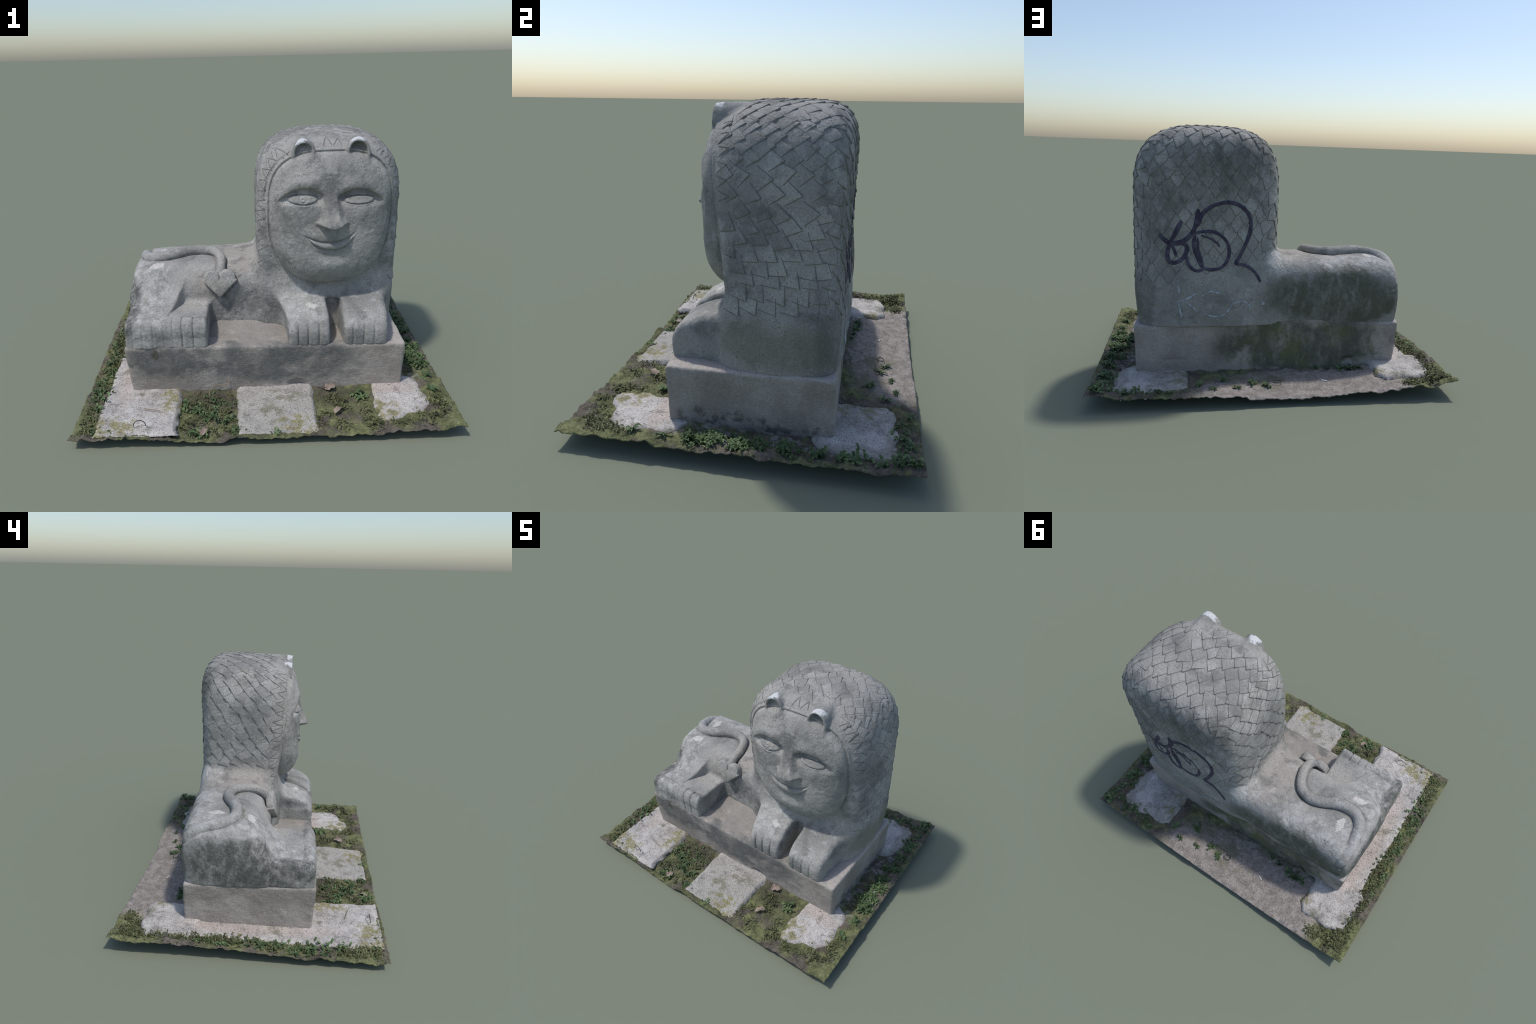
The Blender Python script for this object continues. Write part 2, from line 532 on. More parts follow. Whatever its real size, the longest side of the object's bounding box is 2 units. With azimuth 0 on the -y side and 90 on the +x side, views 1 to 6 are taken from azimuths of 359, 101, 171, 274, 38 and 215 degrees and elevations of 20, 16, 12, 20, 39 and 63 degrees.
# ---------------------------------------------------------------- materials
class Nodes:
    """Small helper that writes node trees as expressions."""

    def __init__(self, name):
        self.mat = bpy.data.materials.new(name)
        self.mat.use_nodes = True
        self.t = self.mat.node_tree
        self.bsdf = self.t.nodes["Principled BSDF"]
        self.P = self.t.nodes.new("ShaderNodeTexCoord").outputs["Object"]

    def new(self, kind, **props):
        n = self.t.nodes.new(kind)
        for k, v in props.items():
            setattr(n, k, v)
        return n

    def put(self, sock, v):
        if isinstance(v, bpy.types.NodeSocket):
            self.t.links.new(v, sock)
        elif isinstance(v, (tuple, list)) and len(v) == 3 and sock.type == "RGBA":
            sock.default_value = (*v, 1)
        else:
            sock.default_value = v

    def math(self, op, a, b=None, c=None, clamp=False):
        n = self.new("ShaderNodeMath", operation=op, use_clamp=clamp)
        for s, v in zip(n.inputs, (a, b, c)):
            if v is not None:
                self.put(s, v)
        return n.outputs[0]

    def vec(self, op, a, b=None):
        n = self.new("ShaderNodeVectorMath", operation=op)
        self.put(n.inputs[0], a)
        if b is not None:
            self.put(n.inputs[3] if op == "SCALE" else n.inputs[1], b)
        return n.outputs["Value"] if op in ("LENGTH", "DOT_PRODUCT") else n.outputs["Vector"]

    def noise(self, scale, detail=4, rough=0.55, vector=None, colour=False):
        n = self.new("ShaderNodeTexNoise")
        self.put(n.inputs["Vector"], vector or self.P)
        n.inputs["Scale"].default_value = scale
        n.inputs["Detail"].default_value = detail
        n.inputs["Roughness"].default_value = rough
        return n.outputs["Color" if colour else "Fac"]

    def voronoi(self, scale, vector=None, feature="F1"):
        n = self.new("ShaderNodeTexVoronoi", feature=feature)
        self.put(n.inputs["Vector"], vector or self.P)
        n.inputs["Scale"].default_value = scale
        return n.outputs["Distance"]

    def ramp(self, x, a, b, lo=0.0, hi=1.0):
        n = self.new("ShaderNodeMapRange", interpolation_type="SMOOTHSTEP")
        self.put(n.inputs["Value"], x)
        for k, v in zip(("From Min", "From Max", "To Min", "To Max"), (a, b, lo, hi)):
            n.inputs[k].default_value = v
        return n.outputs[0]

    def mix(self, f, a, b):
        n = self.new("ShaderNodeMix", data_type="RGBA")
        self.put(n.inputs["Factor"], f)
        self.put(n.inputs["A"] if False else n.inputs[6], a)
        self.put(n.inputs[7], b)
        return n.outputs[2]

    def times(self, *xs):
        out = xs[0]
        for x in xs[1:]:
            out = self.math("MULTIPLY", out, x)
        return out

    def scaled(self, col, f):
        """colour times a scalar"""
        return self.vec("SCALE", col, f)

    def warp(self, *pairs):
        """position pushed about by noise, for ragged patch edges"""
        out = self.P
        for scale, amount in pairs:
            c = self.vec("SUBTRACT", self.noise(scale, 3, colour=True), (0.5, 0.5, 0.5))
            out = self.vec("ADD", out, self.vec("SCALE", c, amount))
        return out

    def blob(self, p, centre, radii, soft=0.45):
        d = self.vec("MULTIPLY", self.vec("SUBTRACT", p, centre), tuple(1 / r for r in radii))
        return self.ramp(self.vec("LENGTH", d), 1 + soft / 2, 1 - soft / 2)

    def any(self, *ms):
        out = ms[0]
        for m in ms[1:]:
            out = self.math("MAXIMUM", out, m)
        return out

    def finish(self, colour, rough=0.9, bump=None, strength=0.5, distance=0.004, spec=0.25):
        self.put(self.bsdf.inputs["Base Color"], colour)
        self.put(self.bsdf.inputs["Roughness"], rough)
        self.bsdf.inputs["Specular IOR Level"].default_value = spec
        if bump is not None:
            b = self.new("ShaderNodeBump")
            b.inputs["Strength"].default_value = strength
            b.inputs["Distance"].default_value = distance
            self.put(b.inputs["Height"], bump)
            self.t.links.new(b.outputs[0], self.bsdf.inputs["Normal"])
        return self.mat


def stone_material(name, mane=False, scale=False):
    n = Nodes(name)
    w = n.warp((7, 0.16), (28, 0.05), (90, 0.015))
    tone = n.noise(4.5, 5, 0.6)
    col = n.mix(n.ramp(tone, 0.32, 0.68), (0.240, 0.239, 0.226), (0.350, 0.346, 0.326))
    col = n.mix(n.ramp(n.noise(2.2, 3), 0.45, 0.7, 0, 0.7), col, (0.340, 0.325, 0.300))
    if scale:
        # each carved scale weathers a little differently
        info = n.new("ShaderNodeObjectInfo").outputs["Random"]
        col = n.scaled(col, n.ramp(info, 0, 1, 0.84, 1.12))
    # scattered pale lichen, and dark grime
    warm = n.times(n.any(n.blob(w, (-0.10, 0.12, 0.72), (0.18, 0.22, 0.10), 0.6), n.blob(w, (-0.30, -0.05, 0.55), (0.14, 0.1, 0.10), 0.6)), 0.7)
    col = n.mix(warm, col, (0.325, 0.298, 0.270))
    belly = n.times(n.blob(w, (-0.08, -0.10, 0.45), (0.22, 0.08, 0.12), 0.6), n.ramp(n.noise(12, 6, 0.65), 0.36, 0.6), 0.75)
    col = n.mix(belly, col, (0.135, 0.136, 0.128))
    lich = n.times(n.ramp(n.noise(13, 6, 0.65), 0.54, 0.64), n.ramp(n.noise(3.1, 2), 0.42, 0.6))
    col = n.mix(n.math("MULTIPLY", lich, 0.45), col, (0.46, 0.46, 0.45))
    grime = n.times(n.ramp(n.noise(7, 6, 0.68), 0.50, 0.66), 0.62)
    col = n.mix(grime, col, (0.135, 0.138, 0.131))
    mottle = n.ramp(n.noise(24, 5, 0.7), 0.40, 0.62)
    # --- pale crusts on the hip, thigh, forelegs and along the back edge
    pale = n.any(n.blob(w, (-0.66, -0.05, 0.60), (0.14, 0.22, 0.20)), n.blob(w, (-0.64, -0.32, 0.48), (0.16, 0.10, 0.06)),
                 n.blob(w, (0.22, -0.22, 0.50), (0.13, 0.14, 0.10)), n.blob(w, (-0.02, 0.36, 0.69), (0.10, 0.09, 0.09)),
                 n.blob(w, (-0.50, 0.32, 0.68), (0.26, 0.06, 0.04)), n.blob(w, (-0.71, 0.26, 0.66), (0.07, 0.14, 0.09)),
                 n.blob(w, (0.52, -0.33, 0.45), (0.12, 0.03, 0.05)))
    col = n.mix(n.times(pale, mottle, 0.62), col, (0.47, 0.47, 0.46))
    spots = n.any(n.blob(n.warp((12, 0.06), (45, 0.035)), (-0.622, 0.010, 0.668), (0.042, 0.028, 0.04), 0.25),
                  n.blob(n.warp((12, 0.06), (45, 0.035)), (-0.605, 0.212, 0.69), (0.022, 0.055, 0.03), 0.25),
                  n.blob(n.warp((12, 0.06), (45, 0.035)), (-0.32, 0.365, 0.66), (0.03, 0.025, 0.03), 0.3),
                  n.blob(n.warp((12, 0.06), (45, 0.035)), (0.27, -0.235, 0.495), (0.04, 0.02, 0.03), 0.3),
                  n.blob(n.warp((12, 0.06), (45, 0.035)), (0.0, 0.375, 0.70), (0.045, 0.04, 0.06), 0.4))
    col = n.mix(n.math('MULTIPLY', spots, 0.85), col, (0.54, 0.52, 0.49))
    # --- near-white ear rims
    ear = n.any(n.blob(w, (0.222, -0.158, 1.425), (0.052, 0.035, 0.035), 0.3), n.blob(w, (0.512, -0.158, 1.432), (0.055, 0.035, 0.035), 0.3))
    col = n.mix(ear, col, (0.56, 0.57, 0.575))
    # --- black crust on the left flank and haunch
    flank = n.blob(w, (-0.80, -0.02, 0.47), (0.11, 0.46, 0.17), 0.35)
    fk = n.math("MULTIPLY", flank, n.ramp(n.noise(24, 7, 0.75, n.vec('MULTIPLY', n.P, (1.0, 1.0, 0.6))), 0.28, 0.62))
    col = n.mix(n.math("MULTIPLY", fk, 0.9), col, (0.075, 0.080, 0.072))
    # --- green-black algae down the back of the body
    algae = n.any(n.blob(w, (-0.36, 0.43, 0.49), (0.40, 0.11, 0.18), 0.6), n.blob(w, (-0.55, 0.43, 0.42), (0.20, 0.1, 0.13), 0.4))
    ag = n.math("MULTIPLY", algae, n.ramp(n.noise(11, 6, 0.72, n.vec('MULTIPLY', n.P, (1.0, 1.0, 0.45))), 0.22, 0.54))
    col = n.mix(n.math("MULTIPLY", ag, 0.88), col, n.mix(n.noise(8), (0.075, 0.080, 0.056), (0.105, 0.104, 0.072)))
    # --- soot on the back of the mane
    soot = n.any(n.blob(w, (0.14, 0.43, 1.23), (0.15, 0.14, 0.17), 0.6), n.blob(w, (0.42, 0.44, 1.16), (0.34, 0.10, 0.20), 0.6),
                 n.blob(w, (0.66, 0.43, 0.95), (0.10, 0.12, 0.25), 0.6))
    st = n.math("MULTIPLY", soot, n.ramp(n.noise(9, 6, 0.7, n.vec('MULTIPLY', n.P, (1.0, 1.0, 0.35))), 0.34, 0.70))
    col = n.mix(n.math("MULTIPLY", st, 0.75), col, (0.078, 0.080, 0.070))
    pale_back = n.times(n.blob(w, (0.22, 0.44, 0.80), (0.24, 0.08, 0.20), 0.5), n.ramp(n.noise(14, 4), 0.42, 0.55))
    col = n.mix(n.math("MULTIPLY", pale_back, 0.55), col, (0.30, 0.305, 0.28))
    # --- rubbed ochre and damp lower side
    rub = n.blob(w, (0.80, 0.10, 0.45), (0.10, 0.30, 0.11), 0.7)
    col = n.mix(n.math("MULTIPLY", rub, 0.65), col, (0.205, 0.200, 0.165))
    damp = n.blob(w, (0.76, 0.38, 0.50), (0.10, 0.09, 0.14), 0.6)
    col = n.mix(n.math("MULTIPLY", damp, 0.5), col, (0.115, 0.120, 0.105))
    # --- paler cheek and chin wash on the face
    chin = n.times(n.blob(w, (0.46, -0.24, 0.72), (0.10, 0.1, 0.07), 0.25), 0.45)
    col = n.mix(chin, col, (0.30, 0.315, 0.300))
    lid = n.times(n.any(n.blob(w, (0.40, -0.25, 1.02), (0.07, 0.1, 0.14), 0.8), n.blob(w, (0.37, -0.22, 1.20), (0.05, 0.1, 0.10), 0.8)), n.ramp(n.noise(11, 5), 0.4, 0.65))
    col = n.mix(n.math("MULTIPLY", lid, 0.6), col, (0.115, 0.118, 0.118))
    # fine grain: pits and specks
    grain = n.noise(120, 3, 0.6)
    col = n.scaled(col, n.ramp(grain, 0.25, 0.75, 0.82, 1.16))
    pits = n.ramp(n.voronoi(70, n.warp((30, 0.02))), 0.10, 0.26)
    pits = n.math("MAXIMUM", pits, n.ramp(n.noise(9, 2), 0.60, 0.50))
    col = n.scaled(col, n.ramp(pits, 0, 1, 0.74, 1.0))
    height = n.math("ADD", n.math("MULTIPLY", n.noise(55, 6, 0.65), 1.0), n.math("MULTIPLY", pits, 0.55))
    return n.finish(col, 0.92, height, 0.75, 0.008)


def plinth_material():
    n = Nodes("plinth_stone")
    w = n.warp((6, 0.16), (26, 0.06), (80, 0.015))
    col = n.mix(n.ramp(n.noise(5, 5, 0.6), 0.35, 0.66), (0.265, 0.240, 0.212), (0.365, 0.335, 0.303))
    dark = n.any(n.blob(w, (0.05, -0.36, 0.24), (0.46, 0.08, 0.16), 0.5), n.blob(w, (-0.45, -0.36, 0.25), (0.35, 0.05, 0.11), 0.5))
    dk = n.math("MULTIPLY", dark, n.ramp(n.noise(7, 6, 0.65), 0.26, 0.58))
    col = n.mix(n.math("MULTIPLY", dk, 0.92), col, n.mix(n.noise(16, 5), (0.085, 0.090, 0.085), (0.165, 0.168, 0.160)))
    painted_sun = n.any(n.blob(n.warp((20, 0.03)), (0.75, -0.02, 0.335), (0.10, 0.46, 0.020), 0.3), n.blob(n.warp((20, 0.03)), (-0.72, 0.37, 0.335), (0.08, 0.06, 0.02), 0.3))  # sunlight on the ledges, painted into the stone as pinkish white
    col = n.mix(n.math('MULTIPLY', painted_sun, 0.8), col, (0.43, 0.39, 0.36))
    ledge = n.times(n.blob(w, (-0.05, -0.2, 0.35), (0.34, 0.13, 0.04), 0.4), 0.55)
    col = n.mix(ledge, col, (0.225, 0.215, 0.200))
    moss = n.any(n.blob(w, (-0.20, 0.41, 0.20), (0.55, 0.06, 0.17), 0.4), n.blob(w, (-0.62, -0.37, 0.30), (0.03, 0.05, 0.03), 0.6))
    ms = n.math("MULTIPLY", moss, n.ramp(n.noise(8, 6, 0.7, n.vec('MULTIPLY', n.P, (1.0, 1.0, 0.5))), 0.25, 0.56))
    green = n.mix(n.ramp(n.noise(5, 3), 0.4, 0.65), (0.078, 0.082, 0.062), (0.095, 0.108, 0.040))
    col = n.mix(n.math("MULTIPLY", ms, 0.88), col, green)
    base = n.times(n.blob(w, (0.80, 0.05, 0.07), (0.08, 0.42, 0.05), 0.8), n.ramp(n.noise(22, 4), 0.45, 0.6))
    col = n.mix(n.math("MULTIPLY", base, 0.75), col, (0.07, 0.065, 0.06))
    col = n.scaled(col, n.ramp(n.noise(120, 3), 0.25, 0.75, 0.84, 1.15))
    # slanting chisel strokes
    m = n.new("ShaderNodeMapping")
    n.put(m.inputs["Vector"], n.warp((9, 0.05)))
    m.inputs["Rotation"].default_value = (0.6, 0.5, 0.3)
    m.inputs["Scale"].default_value = (30, 30, 150)
    chis = n.noise(1.0, 2, 0.5, m.outputs[0])
    height = n.math("ADD", n.math("MULTIPLY", chis, 0.5), n.math("MULTIPLY", n.noise(45, 6, 0.68), 1.3))
    return n.finish(col, 0.92, height, 0.6, 0.006)


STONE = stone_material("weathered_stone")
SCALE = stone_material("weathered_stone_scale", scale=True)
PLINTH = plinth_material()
EDGE_DARK = simple_material("edge_dark", (0.125, 0.122, 0.110), 0.95)
JOINT = simple_material("joint_dark", (0.165, 0.162, 0.148), 0.95)

# ---------------------------------------------------------------- build: lion
lion = bpy.data.objects.new("stone_lion", None)
lion["label"] = "grey carved stone lion with smiling human face on plinth"
lion["category"] = "statue"
link(lion)

verts, faces = mesh_sdf(lion_sdf, (-0.82, -0.42, 0.285), (0.84, 0.47, 1.50), 0.0042)
verts = snap(lion_sdf, verts, 1)
normals = vertex_normals(verts, faces)


def classify(P):
    p = lion_parts(P)
    x, y, z = P.T
    names = list(p)
    D = np.stack([p[k] for k in names], 1)
    lean = {"mane": 0.0, "torso": 0.0, "hindlimb": -0.004, "forelimb": -0.01, "forelimb.001": -0.01, "head": -0.004,
            "ear": -0.006, "ear.001": -0.006, "tail": -0.006, "tail_tuft": -0.008}
    D = D + np.array([lean[k] for k in names])
    lab = D.argmin(1)
    # below the carved mane the block counts as torso (shoulder and chest)
    low = np.where(x < 0.10, 0.70, 0.60)
    lab[(lab == names.index("mane")) & (z < low)] = names.index("torso")
    return names, lab


centres = verts[faces].mean(1)
names, lab = classify(centres)
for k, nm in enumerate(names):
    f = faces[lab == k]
    used, inv = np.unique(f, return_inverse=True)
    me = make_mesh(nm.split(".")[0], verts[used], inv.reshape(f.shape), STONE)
    me.normals_split_custom_set_from_vertices(normals[used].tolist())
    link(bpy.data.objects.new(nm.split(".")[0], me), lion)
mane_object = next(o for o in lion.children if o.name == "mane")

pv, pf = mesh_sdf(plinth_sdf, (-0.80, -0.39, 0.0), (0.82, 0.45, 0.39), 0.006)
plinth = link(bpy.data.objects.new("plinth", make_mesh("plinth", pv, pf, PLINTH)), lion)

# --------------------------------------------------------- the mane's scales
def plan_ring(count=720):
    """The mane's outline at mid height, walked from the middle of the back; arc length in metres."""
    ang = np.linspace(0, 2 * np.pi, count, endpoint=False)
    d = np.stack([np.sin(ang), np.cos(ang)], 1)          # 0 = back, + toward +x
    r = np.full(count, 0.3)
    for _ in range(40):
        f = mane_norm(MC[0] + d[:, 0] * r, MC[1] + d[:, 1] * r, np.full(count, 0.95))
        r = r / f ** 0.8
    p = d * r[:, None]
    half = count // 2
    right = np.vstack([p[:half]])
    left = np.vstack([p[:1], p[:half:-1]])
    out = []
    for q in (right, left):
        s = np.concatenate([[0], np.cumsum(np.linalg.norm(np.diff(q, axis=0), axis=1))])
        out.append((s, q))
    return out


RING = plan_ring()


def on_wrap(b, s):
    """Rough position on sides and back: b along the outline, s up the wall and over the dome."""
    q = np.where((b >= 0)[:, None],
                 np.stack([np.interp(b, RING[0][0], RING[0][1][:, k]) for k in (0, 1)], 1),
                 np.stack([np.interp(-b, RING[1][0], RING[1][1][:, k]) for k in (0, 1)], 1))
    th = np.clip((s - MC[2]) / 0.40, 0, 1.45)
    shrink = np.cos(th) ** (2 / 2.6)
    z = np.where(s > MC[2], MC[2] + 0.394 * np.sin(th) ** (2 / 2.6), s)
    return np.stack([MC[0] + q[:, 0] * shrink, MC[1] + q[:, 1] * shrink, z], 1)


def mane_only(P):
    x, y, z = P.T
    return (mane_norm(x, y, z) - 1) * 0.33 + 0.009 * step(0.52, 0.66, z)


def settle(P, rounds=5):
    for _ in range(rounds):
        g = gradient(mane_only, P, 0.001)
        P = P - np.clip(mane_only(P) / np.maximum((g * g).sum(1), 0.02), -0.05, 0.05)[:, None] * g
    g = gradient(mane_only, P, 0.001)
    return P, g / np.linalg.norm(g, axis=1)[:, None]


seeds = []            # (centre, direction of tip, pitch along, pitch across)
ACROSS, ALONG = 0.110, 0.088
wrapped = []
for j in range(0, 16):
    s = 0.585 + j * ACROSS / 2
    for i in range(-26, 27):
        if (i + j) % 2:
            continue
        b = i * ALONG / 2 * (0.90 + 0.10 * min(abs(i) / 10, 1))
        wrapped.append((b + RNG.normal(0, 0.007), s + RNG.normal(0, 0.006)))
wrapped = np.array(wrapped)
b, s = wrapped.T
flat = step(0.28, 0.46, np.abs(b))                      # 0 on the back, 1 on the sides
fall = curve(s, (0.5, 0.62, 0.78, 0.95, 1.1, 1.4), (60, 54, 42, 22, 4, -4))
fall = np.where(b < 0, curve(s, (0.5, 0.76, 0.86, 1.0, 1.4), (30, 16, -10, -16, -12)), fall)
ang = np.radians(90 * (1 - flat) + fall * flat + RNG.normal(0, 5.5, len(b)))
db, ds = -np.sign(b + 1e-9) * np.cos(ang), -np.sin(ang)
p0, p1 = on_wrap(b, s), on_wrap(b + db * 0.01, s + ds * 0.01)
p0, nrm = settle(p0)
p1, _ = settle(p1)
for k in range(len(b)):
    seeds.append((p0[k], p1[k] - p0[k], nrm[k], 0.098 - 0.0 * flat[k], (0.074 + 0.026 * flat[k])))
WRAP_TOP = 1.06 + 0.30
# crown: rows running back from the brow
for j in range(0, 12):
    y = -0.075 + j * ALONG / 2
    for i in range(-7, 8):
        if (i + j) % 2:
            continue
        x = MC[0] + i * ACROSS / 2 * 0.92 + RNG.normal(0, 0.004)
        q = np.array([[x, y + RNG.normal(0, 0.004), 1.42], [x + RNG.normal(0, 0.0008), y + 0.01, 1.42]])
        q, nn = settle(q)
        if nn[0, 2] < 0.72:
            continue
        seeds.append((q[0], q[1] - q[0], nn[0], 0.096, 0.098))

keep = []
for c, t, nn, along, across in seeds:
    on_crown = along == 0.096
    if not on_crown and nn[2] > 0.76:
        continue
    if c[1] < rim_y(c[0], c[2]) + (0.024 if not on_crown else 0.066):
        continue
    low = 0.775 if c[0] < 0.06 else (0.70 if c[0] < 0.12 else 0.63)
    if c[2] < low + RNG.uniform(-0.015, 0.015):
        continue
    keep.append((c, t, nn, along, across))

GU, GV = 9, 7
us = np.linspace(0, 1, GU)
vs = np.linspace(-1, 1, GV)
all_top, meta = [], []
for c, t, nn, along, across in keep:
    t = t - nn * (t @ nn)
    t = t / np.linalg.norm(t)
    side = np.cross(nn, t)
    size = RNG.uniform(0.88, 1.12)
    tip, tail_len = along * 0.56 * size, along * 0.62 * size
    half = across * 0.50 * size
    skew = RNG.normal(0, 0.05)
    for u in us:
        p = -tail_len + (tip + tail_len) * u
        wdt = min(half, (tip - p) * 0.74 + 0.0015)
        for v in vs:
            all_top.append(c + t * (p + skew * v * half * 0.5) + side * (wdt * v))
            meta.append((u, v))
all_top = np.array(all_top)
meta = np.array(meta)
all_top, top_n = settle(all_top, 3)
lift = -0.005 + 0.0112 * meta[:, 0] ** 0.9 - 0.0012 * np.abs(meta[:, 1]) ** 6
lift = lift + 0.0006 * fbm(all_top, 50, 2, 8)
surface = all_top + top_n * lift[:, None]
# scales may not grow over the brow rim
edge = rim_y(surface[:, 0], surface[:, 2]) + 0.006
surface[:, 1] = np.maximum(surface[:, 1], edge)
under = surface - top_n * 0.014
NS = GU * GV
ii = np.arange(NS).reshape(GU, GV)
cell = np.stack([ii[:-1, :-1], ii[1:, :-1], ii[1:, 1:], ii[:-1, 1:]], -1).reshape(-1, 4)
rimloop = np.concatenate([ii[0, :], ii[1:, -1], ii[-1, -2::-1], ii[-2:0:-1, 0]])
nxt = np.roll(rimloop, -1)
walls = np.stack([rimloop, rimloop + NS, nxt + NS, nxt], 1)
scale_faces = np.vstack([cell[:, ::-1], cell + NS, walls[:, ::-1]])
rank = np.argsort([-(k[3] * k[4]) + 0.0001 * i % 1 for i, k in enumerate(keep)])
spare, spare_faces = [], []
inside_now = lion_sdf(np.array([k[0] + k[2] * 0.012 for k in keep]), rough=False)
count = 0
for k in range(len(keep)):
    if inside_now[k] < 0.0:
        continue
    sl = slice(k * NS, (k + 1) * NS)
    vv = np.vstack([surface[sl], under[sl]])
    fz = scale_faces
    n_check = np.cross(vv[cell[20, 1]] - vv[cell[20, 0]], vv[cell[20, 3]] - vv[cell[20, 0]]) @ keep[k][2]
    if n_check > 0:
        fz = fz[:, ::-1]
    if count < 300:
        me = make_mesh("mane_scale", vv, np.ascontiguousarray(fz), SCALE, smooth=False)
        me.materials.append(EDGE_DARK)
        slot = np.zeros(len(me.polygons), np.int32)
        slot[2 * len(cell):] = 1
        me.polygons.foreach_set("material_index", slot)
        smooth = np.zeros(len(me.polygons), bool)
        smooth[:2 * len(cell)] = True
        me.polygons.foreach_set("use_smooth", smooth)
        me.set_sharp_from_angle(angle=math.radians(40))
        link(bpy.data.objects.new("mane_scale", me), mane_object)
    else:
        spare.append(vv)
        spare_faces.append(fz)
    count += 1
if spare:
    me = make_mesh("mane_scale_field", np.vstack(spare), np.ascontiguousarray(np.vstack([f + 2 * NS * k for k, f in enumerate(spare_faces)])), SCALE, smooth=False)
    me.polygons.foreach_set("use_smooth", np.tile(smooth, len(spare)))
    me.set_sharp_from_angle(angle=math.radians(40))
    me.materials.append(EDGE_DARK)
    me.polygons.foreach_set("material_index", np.tile(slot, len(spare)))
    rest = link(bpy.data.objects.new("mane_scale_field", me), mane_object)
    rest["kind"] = "stuff"
print("scales", count)

# ------------------------------------- the row of teeth drawn in dark lines along the rim
def mane_tree():
    vv, ff, off = [], [], 0
    for o in [mane_object, *mane_object.children]:
        a = np.empty(len(o.data.vertices) * 3, F32)
        o.data.vertices.foreach_get("co", a)
        idx = np.empty(len(o.data.loops), np.int32)
        o.data.loops.foreach_get("vertex_index", idx)
        vv.append(a.reshape(-1, 3))
        ff.append(idx.reshape(-1, 4) + off)
        off += len(a) // 3
    return BVHTree.FromPolygons(np.vstack(vv).tolist(), np.vstack(ff).tolist())


def lay_line(tree, path, width, lift):
    """A narrow dark ribbon that follows the stone under path."""
    P, N = settle(np.array(path), 3)
    out = []
    for p, nn in zip(P, N):
        hit = tree.ray_cast(Vector(p + nn * 0.03), Vector(-nn))
        out.append(np.array(hit[0]) if hit[0] else p)
    out = np.array(out)
    t = np.gradient(out, axis=0)
    t /= np.maximum(np.linalg.norm(t, axis=1), 1e-9)[:, None]
    side = np.cross(N, t)
    k = len(out)
    w = width * np.interp(np.arange(k), (0, 2, k - 3, k - 1), (0.7, 1, 1, 0.5))[:, None]
    v = np.vstack([out - side * w / 2 + N * lift, out + N * (lift + 0.0006), out + side * w / 2 + N * lift])
    f = [(a + c * k, a + 1 + c * k, a + 1 + (c + 1) * k, a + (c + 1) * k) for c in (0, 1) for a in range(k - 1)]
    return v, f


# dark strips along the joints below each scale's two free edges
TEETH = mane_tree()
jv, jf = [], []
shown = [k for k in range(len(keep)) if inside_now[k] >= 0]
grid = surface.reshape(len(keep), GU, GV, 3)
gn = top_n.reshape(len(keep), GU, GV, 3)
for k in shown:
    for edge, inner in ((0, 1), (GV - 1, GV - 2)):
        ring = []
        for u in range(GU - 5, GU):
            p, nn = grid[k, u, edge], gn[k, u, edge]
            away = p - grid[k, u, GV // 2] + 0.4 * (grid[k, GU - 1, GV // 2] - grid[k, GU - 2, GV // 2])
            away = away - nn * (away @ nn)
            away = away / max(np.linalg.norm(away), 1e-6)
            row = []
            for off in (-0.0006, 0.0030):
                q = p + away * off
                hit = TEETH.ray_cast(Vector(q + nn * 0.012), Vector(-nn), 0.03)
                row.append((np.array(hit[0]) if hit[0] else q) + nn * 0.0007)
            ring.append(row)
        base = len(jv)
        for r in ring:
            jv += [r[0].tolist(), r[1].tolist()]
        m = len(ring)
        jf += [(base + 2 * a, base + 2 * a + 1, base + 2 * a + 3, base + 2 * a + 2) for a in range(m - 1)]
joint = bpy.data.objects.new("scale_joint", make_mesh("scale_joint", jv, jf, JOINT))
joint["kind"] = "stuff"
link(joint, mane_object)

rim_angles = np.radians(np.concatenate([np.linspace(228, 126, 13), np.linspace(98, 80, 3), np.linspace(54, 2, 7)]))
lv, lf = [], []


def rim_point(a, out=0.0):
    dx, dz = math.cos(a), math.sin(a)
    r = 1.060 / face_norm(np.array([FX + dx]), np.array([FZ + dz]))[0]
    x, z = FX + dx * (r + out * 0.75), FZ + dz * (r + out * 0.75)
    return np.array([x, rim_y(x, z) + 0.004 + out * 0.95, z])


for k in range(len(rim_angles) - 1):
    a0, a1 = rim_angles[k], rim_angles[k + 1]
    if abs(a1 - a0) > math.radians(12):
        continue
    tip = rim_point((a0 + a1) / 2, 0.068 + RNG.uniform(-0.010, 0.008))
    for base in (rim_point(a0), rim_point(a1)):
        path = np.linspace(base, tip, 9)
        v, f = lay_line(TEETH, path, 0.0045, 0.0010)
        lf += [tuple(i + len(lv) for i in q) for q in f]
        lv += v.tolist()
teeth = bpy.data.objects.new("rim_tooth_line", make_mesh("rim_tooth_line", lv, lf, JOINT))
teeth["kind"] = "stuff"
teeth.modifiers.new("thickness", "SOLIDIFY").thickness = 0.0015
link(teeth, mane_object)

# --------------------------------------------------- paint marks on the back
bpy.context.view_layer.update()


